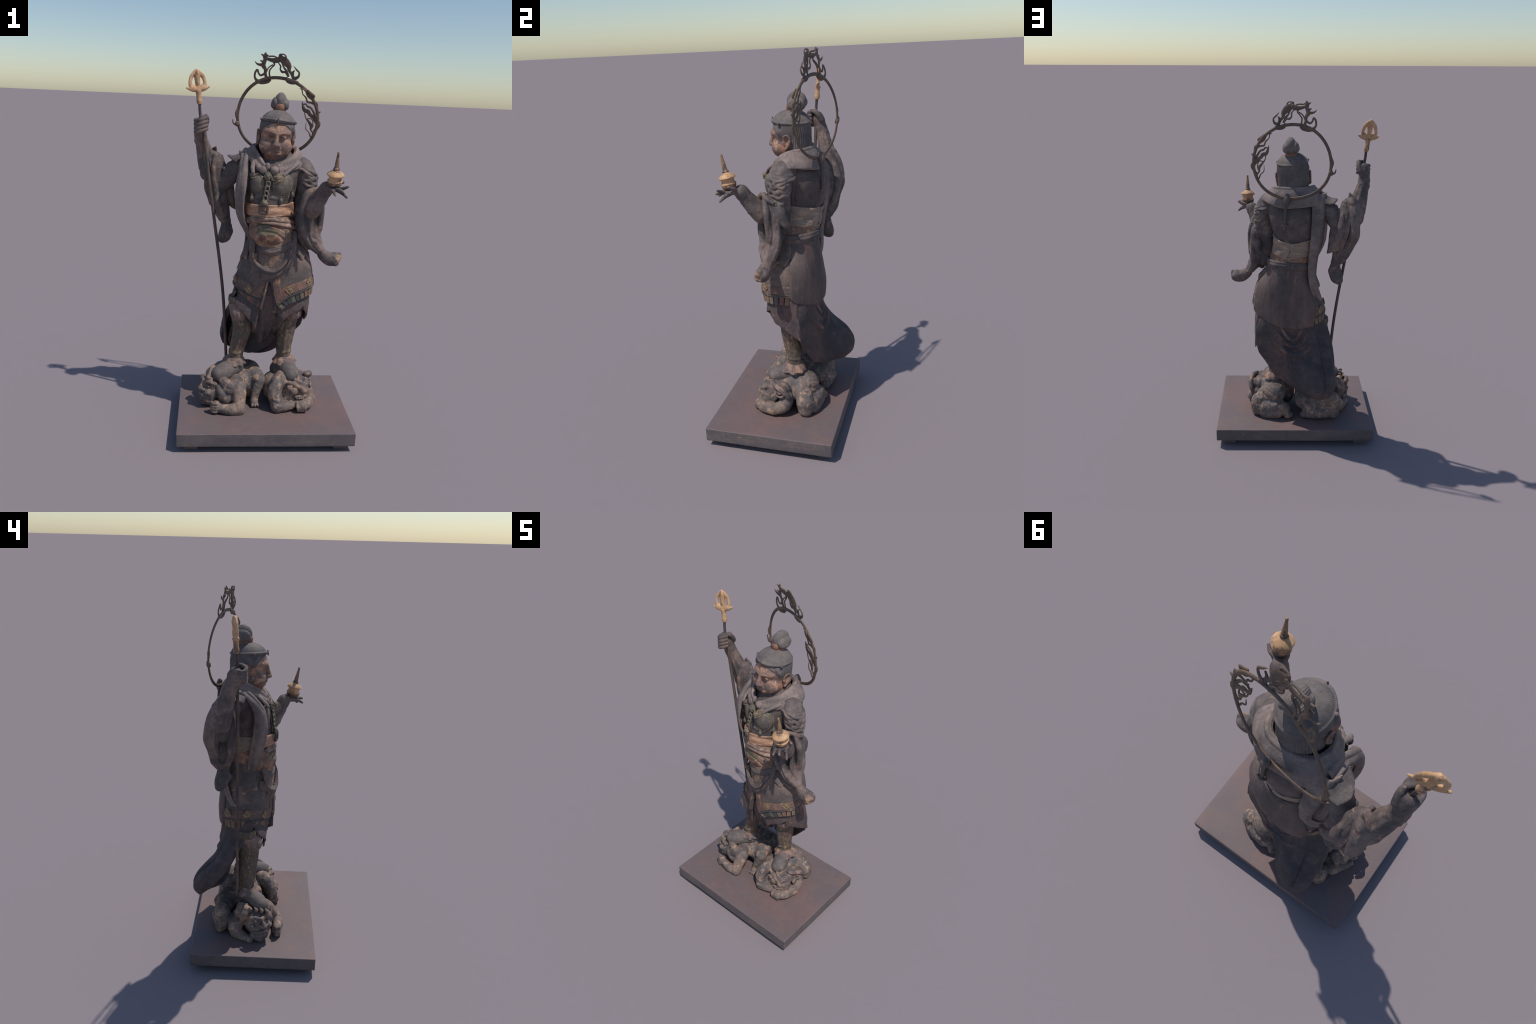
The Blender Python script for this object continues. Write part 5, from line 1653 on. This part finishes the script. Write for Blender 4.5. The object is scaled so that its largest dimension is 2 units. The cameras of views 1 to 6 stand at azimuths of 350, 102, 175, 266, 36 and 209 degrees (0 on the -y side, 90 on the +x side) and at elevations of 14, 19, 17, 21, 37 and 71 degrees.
def head():
    s = Solid((-.10, -.07, 1.40), (.15, .19, 1.72), .0022)
    E = lambda c, r, **k: s.ell(hp(*c), r, HAX, **k)
    T = lambda ps, r, **k: s.tube([hp(*p) for p in ps], r, **k)
    K = lambda ps, r, a: s.stroke([hp(*p) for p in ps], r, a)
    E((0, .0, .03), (.085, .093, .085), k=0)
    E((0, .014, -.045), (.084, .078, .06), k=.02)
    E((0, .05, -.085), (.03, .024, .021), k=.02)
    for m in (-1, 1):
        E((m * .047, .055, -.04), (.034, .03, .034), k=.02)
        T([(m * .058, .068, .028), (m * .036, .083, .03), (m * .014, .089, .022)], [.006, .007, .006], k=.02)
        E((m * .031, .093, .008), (.02, .009, .012), k=.012, cut=True)
        E((m * .031, .081, .008), (.016, .011, .009), k=.004)
        K([(m * .015, .095, .006), (m * .03, .097, .007), (m * .047, .088, .006)], .0028, -.0026)
        K([(m * .012, .096, .018), (m * .03, .096, .027), (m * .054, .086, .025)], .005, .0016)
        K([(m * .016, .094, -.001), (m * .031, .096, -.003), (m * .046, .088, .001)], .003, .002)
        E((m * .0135, .095, -.037), (.0095, .011, .009), k=.005)
        K([(m * .02, .094, -.035), (m * .033, .088, -.052), (m * .036, .08, -.07)], .006, -.002)
        E((m * .018, .075, -.078), (.014, .012, .01), k=.012)
    T([(0, .093, .018), (0, .099, -.008), (0, .105, -.032)], [.008, .010, .013], k=.009)
    E((0, .103, -.035), (.014, .012, .011), k=.006)
    E((0, .086, -.05), (.027, .012, .010), k=.008)
    E((0, .084, -.063), (.022, .012, .009), k=.006)
    K([(-.026, .086, -.059), (-.012, .096, -.056), (0, .098, -.0555), (.012, .096, -.056), (.026, .086, -.059)], .0028, -.0045)
    K([(-.006, .104, -.046), (0, .106, -.045), (.006, .104, -.046)], .004, -.002)
    K([(-.02, .09, -.073), (0, .095, -.072), (.02, .09, -.073)], .005, -.003)
    K([(-.004, .096, .03), (-.005, .096, .018)], .003, -.002)
    K([(.004, .096, .03), (.005, .096, .018)], .003, -.002)
    T([(0, .0, -.07), (0, -.005, -.16)], [.06, .062], k=.02)
    return carve(s, "head", M_FACE, rough=.0007, seed=101, parts=[
        ("neck", M_FACE, lambda C: (C - H0) @ HUP < -.112 + 0 * C[:, 0])])


head_ob = head()
for m in (-1, 1):
    make("eye", *blob_geo(hp(m * .031, .0885, .0075), (.0105, .0042, .0036), HAX), M_PUPIL, head_ob)
for m in (-1, 1):
    e = Solid(hp(m * .09, -.005, -.01) - .06, hp(m * .09, -.005, -.01) + .06, .002)
    ax = np.stack([HR, unit(HF + m * .35 * HR), HUP])
    e.ell(hp(m * .087, -.008, -.008), (.010, .020, .034), HAX, k=0)
    e.tube([hp(m * .09, .008, .006), hp(m * .095, .002, .024), hp(m * .097, -.016, .027), hp(m * .097, -.027, .008), hp(m * .094, -.018, -.02), hp(m * .09, -.002, -.04)],
           [.0045, .005, .005, .005, .006, .009], k=.004)
    e.ell(hp(m * .098, -.008, .0), (.011, .010, .018), HAX, k=.004, cut=True)
    e.tube([hp(m * .092, .01, -.006), hp(m * .092, .004, -.02)], [.005, .005], k=.004)
    carve(e, "ear", M_FACE, head_ob, rough=.0005, seed=103)


def hair():
    s = Solid((-.11, -.08, 1.50), (.17, .21, 1.72), .0024)
    E = lambda c, r, **k: s.ell(hp(*c), r, HAX, **k)
    E((0, -.004, .04), (.088, .098, .082), k=0)
    s.tube([hp(0, -.012, .075), hp(0, -.016, .03), hp(0, -.018, -.045)], [.0865, .0875, .0875], k=.01)
    E((0, .118, -.045), (.15, .112, .124), k=.004, cut=True)
    for m in (-1, 1):
        E((m * .106, .03, -.04), (.045, .05, .062), k=.006, cut=True)
        s.tube([hp(m * .072, .044, .06), hp(m * .079, .034, .04), hp(m * .08, .024, .02)], [.012, .013, .006], k=.006)
    s.plane_cut(hp(0, 0, .09), HUP, k=.004)
    s.plane_cut(hp(0, 0, -.05), -HUP, k=.008)

    def lines(V, N):
        L = (V - H0) @ HAX.T
        a = np.arctan2(L[:, 0], -L[:, 1])
        return .0013 * np.sin(a * 62) * np.clip((.0 - L[:, 1]) * 30 + .6, 0, 1)
    carve(s, "side_hair", M_HAIR, head_ob, rough=.0005, disp=lines, seed=105, smooth=1)
    c = Solid((-.11, -.08, 1.63), (.17, .21, 1.75), .0022)
    c.ell(hp(0, -.007, .058), (.0915, .102, .08), HAX, k=0)
    c.plane_cut(hp(0, 0, .078), -HUP, k=.002)
    th = np.linspace(0, 2 * np.pi, 49)
    c.tube([hp(.086 * math.cos(t), -.007 + .097 * math.sin(t), .083 + .006 * math.sin(t)) for t in th], .0048, k=.004, n=120)
    T0 = A(0, -.03)

    def radial(V, N):
        L = (V - H0) @ HAX.T
        a = np.arctan2(L[:, 0] - T0[0], L[:, 1] - T0[1])
        r = np.hypot(L[:, 0] - T0[0], L[:, 1] - T0[1])
        return .0007 * np.sin(a * 96) * np.clip((r - .03) * 40, 0, 1) * (L[:, 2] > .094)
    cap = carve(c, "hair_cap", M_HAIR, head_ob, rough=.0004, disp=radial, seed=107, smooth=1)
    tubes("cap_pin", [([hp(-.004, .092, .1), hp(-.004, .095, .073)], .0035)], M_ARMOUR, cap, sides=8)
    make("cap_knob", *join_geo([blob_geo(hp(.086, .03, .084), .008), blob_geo(hp(-.086, .03, .084), .008)]), M_HAIR, cap)
    # topknot
    k = Solid((-.05, .0, 1.67), (.12, .20, 1.83), .0022)
    E = lambda c, r, **q: k.ell(hp(*c), r, HAX, **q)
    E((.0, -.042, .176), (.031, .05, .05), k=0)
    for m in (-1, 1):
        E((m * .024, -.044, .168), (.022, .045, .032), k=.004)
        E((m * .03, -.04, .158), (.017, .034, .018), k=.004)

    def strands(V, N):
        L = (V - hp(0, -.042, .165)) @ HAX.T
        return .0008 * np.sin(np.arctan2(L[:, 2], L[:, 0]) * 40)
    carve(k, "topknot", M_HAIR, head_ob, rough=.0005, disp=strands, seed=109)
    q = Solid((-.05, .0, 1.66), (.12, .17, 1.79), .0022)
    q.tube([hp(0, -.032, .122), hp(0, -.034, .146)], [.036, .031], k=.003)
    for z in (.132, .139, .146):
        q.stroke([hp(.034 * math.cos(t), -.033 + .034 * math.sin(t), z) for t in np.linspace(0, 6.28, 25)], .0022, -.002, n=60)
    q.ell(hp(0, -.0, .151), (.023, .014, .02), HAX, k=.008)
    for z in (.146, .153, .16):
        q.stroke([hp(-.02, .012, z - .004), hp(0, .016, z), hp(.02, .012, z - .004)], .0025, -.0025)
    carve(q, "topknot_tie", M_TIE, head_ob, rough=.0006, seed=111)


hair()

# ------------------------------------------------------------------ halo
HC = A(.0441, .1943, 1.6743)
RING = [A(-.1971, .0774, .0066), A(-.0048, -.0156, .2032), A(.0031, -.001, -.0037), A(.0016, .0016, -.0022), A(-.004, .0042, .0001), A(.0019, -.0001, .0068)]
ha = unit(A(.1971, -.0774, -.0066))
hb = RING[1] - ha * (ha @ RING[1])
hb = unit(hb)
hn = np.cross(ha, hb)
t = np.linspace(0, 2 * np.pi, 121)
ring_pts = HC + sum(np.outer(f(k * t), RING[2 * (k - 1) + j]) for k in (1, 2, 3) for j, f in ((0, np.cos), (1, np.sin)))
V, Q = tube_geo(ring_pts, .0085, n=241, sides=12, flat=(hn, .55), caps=False)
halo = make("halo_ring", V, Q, M_METAL)
hpt = lambda a, b, o=0.0: HC + a * ha + b * hb + hn * o

CREST = [
    [(-0.066, 0.191, 0.0077), (-0.074, 0.215, 0.0068), (-0.076, 0.239, 0.0077), (-0.087, 0.259, 0.0105), (-0.079, 0.284, 0.0087), (-0.078, 0.305, 0.0112), (-0.076, 0.324, 0.0012)],
    [(-0.087, 0.259, 0.0081), (-0.113, 0.261, 0.0050), (-0.126, 0.269, 0.0031), (-0.132, 0.278, 0.0006)],
    [(-0.081, 0.275, 0.0077), (-0.104, 0.281, 0.0019)],
    [(-0.080, 0.303, 0.0081), (-0.100, 0.313, 0.0019)],
    [(-0.071, 0.314, 0.0025), (-0.058, 0.305, 0.0037), (-0.035, 0.306, 0.0037), (-0.016, 0.301, 0.0037)],
    [(-0.073, 0.293, 0.0062), (-0.047, 0.287, 0.0087), (-0.021, 0.286, 0.0118), (0.004, 0.295, 0.0124)],
    [(-0.001, 0.318, 0.0056), (0.007, 0.298, 0.0140), (0.030, 0.282, 0.0170), (0.048, 0.262, 0.0130), (0.052, 0.241, 0.0074), (0.067, 0.221, 0.0068), (0.078, 0.200, 0.0087)],
    [(0.002, 0.317, 0.0037), (0.021, 0.318, 0.0031), (0.031, 0.308, 0.0037), (0.032, 0.294, 0.0043)],
    [(-0.008, 0.276, 0.0025), (0.005, 0.259, 0.0037), (0.004, 0.244, 0.0037), (0.015, 0.231, 0.0056), (0.031, 0.230, 0.0043), (0.048, 0.210, 0.0043)],
    [(0.008, 0.286, 0.0043), (0.023, 0.254, 0.0043), (0.037, 0.237, 0.0056), (0.051, 0.211, 0.0043)],
    [(0.078, 0.200, 0.0087), (0.099, 0.211, 0.0062), (0.104, 0.232, 0.0043), (0.090, 0.246, 0.0043), (0.072, 0.265, 0.0009)],
    [(0.070, 0.221, 0.0074), (0.072, 0.233, 0.0056), (0.080, 0.243, 0.0019)],
    [(0.036, 0.204, 0.0068), (0.050, 0.189, 0.0105), (0.076, 0.185, 0.0118), (0.103, 0.184, 0.0056)],
    [(-0.053, 0.192, 0.0062), (-0.089, 0.180, 0.0081), (-0.115, 0.178, 0.0074), (-0.130, 0.196, 0.0050), (-0.128, 0.220, 0.0050), (-0.117, 0.233, 0.0050), (-0.109, 0.215, 0.0043), (-0.097, 0.207, 0.0050), (-0.078, 0.219, 0.0056), (-0.076, 0.239, 0.0068)],
    [(-0.121, 0.173, 0.0050), (-0.091, 0.168, 0.0056), (-0.059, 0.176, 0.0062), (-0.044, 0.188, 0.0050)],
    [(-0.051, 0.201, 0.0043), (-0.053, 0.231, 0.0037), (-0.041, 0.250, 0.0031), (-0.029, 0.263, 0.0037), (-0.032, 0.281, 0.0062)],
    [(-0.069, 0.227, 0.0037), (-0.057, 0.249, 0.0028), (-0.036, 0.264, 0.0031)]]
SIDE = [
    [(0.113, 0.156, 0.0012), (0.125, 0.149, 0.0028), (0.131, 0.128, 0.0025), (0.149, 0.111, 0.0037), (0.159, 0.090, 0.0043), (0.180, 0.087, 0.0050), (0.206, 0.079, 0.0074)],
    [(0.123, 0.157, 0.0025), (0.143, 0.147, 0.0037), (0.154, 0.126, 0.0037), (0.164, 0.115, 0.0043), (0.188, 0.103, 0.0062)],
    [(0.155, 0.149, 0.0050), (0.176, 0.131, 0.0074), (0.192, 0.121, 0.0056), (0.184, 0.108, 0.0043)],
    [(0.131, 0.091, 0.0012), (0.138, 0.063, 0.0062), (0.149, 0.045, 0.0087), (0.166, 0.041, 0.0093), (0.178, 0.026, 0.0081), (0.199, 0.012, 0.0093), (0.216, -0.006, 0.0118), (0.232, -0.033, 0.0043)],
    [(0.151, 0.081, 0.0031), (0.162, 0.068, 0.0050), (0.182, 0.060, 0.0050), (0.204, 0.028, 0.0062), (0.211, 0.016, 0.0081)],
    [(0.184, 0.085, 0.0050), (0.205, 0.085, 0.0074), (0.211, 0.060, 0.0068), (0.219, 0.041, 0.0068), (0.233, 0.045, 0.0015)],
    [(0.149, 0.033, 0.0025), (0.157, 0.009, 0.0031), (0.175, -0.012, 0.0056), (0.190, -0.033, 0.0081), (0.188, -0.049, 0.0043), (0.203, -0.067, 0.0050)],
    [(0.167, 0.005, 0.0025), (0.190, 0.005, 0.0031), (0.198, -0.017, 0.0028), (0.198, -0.032, 0.0031)],
    [(0.209, 0.003, 0.0081), (0.227, -0.014, 0.0087), (0.225, -0.033, 0.0074), (0.208, -0.060, 0.0074), (0.201, -0.086, 0.0062)],
    [(0.161, -0.015, 0.0009), (0.162, -0.048, 0.0025), (0.180, -0.066, 0.0028), (0.191, -0.089, 0.0043)],
    [(0.151, 0.081, 0.0030), (0.140, 0.076, 0.0030), (0.131, 0.084, 0.0015)]]


def flame(strokes, bow):
    g = []
    for i, st in enumerate(strokes):
        g.append(tube_geo([hpt(a, b, bow(a, b) + .0012 * ((i * 7) % 5 - 2)) for a, b, r in st], [r * 1.12 for a, b, r in st],
                          sides=10, flat=(hn, .6, .0034)))
    return join_geo(g)


make("halo_flame", *flame(CREST, lambda a, b: .10 * max(b - .2, 0) ), M_METAL, halo, angle=70)
make("halo_flame", *flame(SIDE, lambda a, b: .004), M_METAL, halo, angle=70)
k0 = A(-.154, .274, 1.629)
make("halo_knot", *join_geo([blob_geo(k0, (.013, .012, .015), lump=.2), tube_geo([k0 + A(0, 0, -.008), k0 + A(-.02, .006, .002), k0 + A(-.026, .008, .022)], [.007, .005, .0015]),
                            tube_geo([k0 + A(-.006, 0, .03), k0 + A(-.008, 0, .055), k0 + A(-.001, -.002, .085)], [.004, .007, .003])]), M_METAL, halo)

# ------------------------------------------------------------------ staff with flaming jewel head
ST = [(-.1935, .1185, .318), (-.226, .124, .74), (-.292, .131, 1.20), (-.3435, .1365, 1.55), (-.3645, .139, 1.665), (-.3705, .1445, 1.735)]
staff = tubes("staff", [(ST, [.0085, .0085, .0085, .008, .0075, .0075])], M_POLE, sides=14, n=60)
tip, neck = A(-.389, .154, 1.896), A(-.3705, .1455, 1.735)
tu = unit(tip - neck)
tw = unit(A(.1, .017, .012) - tu * (A(.1, .017, .012) @ tu))
tn = np.cross(tw, tu)
L = np.linalg.norm(tip - neck)
tp = lambda x, y, o=0.0: neck + tu * (y * L) + tw * x + tn * o
turned("spear_socket", [(-.012, .008), (-.01, .012), (.0, .0145), (.012, .0145), (.02, .0125), (.045, .014), (.056, .017), (.06, .015)], neck, tu, M_GILT, staff, sides=24, wob=.001)
sh = Solid(tip - A(.09, .07, .13), tip + A(.09, .07, .02), .002)
FT = (tn, .6)
sh.tube([tp(0, .33), tp(0, .6), tp(0, .8), tp(0, .9), tp(0, 1.0)], [.0125, .0125, .0165, .0145, .002], k=.004, flat=(tn, .8))
for m in (-1, 1):
    sh.tube([tp(m * .005, .40), tp(m * .027, .43), tp(m * .037, .5), tp(m * .0385, .6), tp(m * .035, .7), tp(m * .026, .81), tp(m * .011, .91)],
            [.012, .0135, .0105, .0095, .0095, .0105, .009], k=.004, flat=(tn, .75))
    sh.tube([tp(m * .0, .37), tp(m * .03, .385), tp(m * .057, .45)], [.011, .010, .006], k=.004, flat=(tn, .9))
    sh.tube([tp(m * .02, .48), tp(m * .026, .53)], [.008, .004], k=.004)
sh.stroke([tp(0, .55, .016), tp(0, .75, .018), tp(0, .98, .012)], .004, .003)
sh.stroke([tp(0, .55, -.016), tp(0, .75, -.018), tp(0, .98, -.012)], .004, .003)
carve(sh, "flame_jewel", M_GILT, staff, rough=.0009, seed=121)

# ------------------------------------------------------------------ pagoda
pb = A(.268, -.204, 1.365)
pagoda = turned("pagoda_body", [(.022, .034), (.026, .0375), (.030, .0375), (.033, .033), (.04, .0315), (.050, .0325), (.056, .034)],
                pb, A(0, -.195, .98), M_GILT, wob=.0006)
turned("pagoda_foot", [(.0, .012), (.002, .024), (.009, .033), (.018, .0365), (.0225, .0355)], pb, A(0, -.195, .98), M_GILTDARK, pagoda, wob=.0006)
turned("pagoda_roof", [(.053, .034), (.0555, .041), (.0585, .043), (.062, .042), (.072, .032), (.081, .018), (.086, .014)], pb, A(0, -.195, .98), M_GILT, pagoda, wob=.0006)
turned("pagoda_spire", [(.085, .0155), (.089, .0165), (.093, .015), (.096, .0115), (.12, .0105), (.145, .0075), (.162, .0055), (.166, .0062), (.17, .0062), (.174, .004), (.175, .001)],
       pb, A(0, -.195, .98), M_GILTDARK, pagoda, sides=28, wob=.0004)
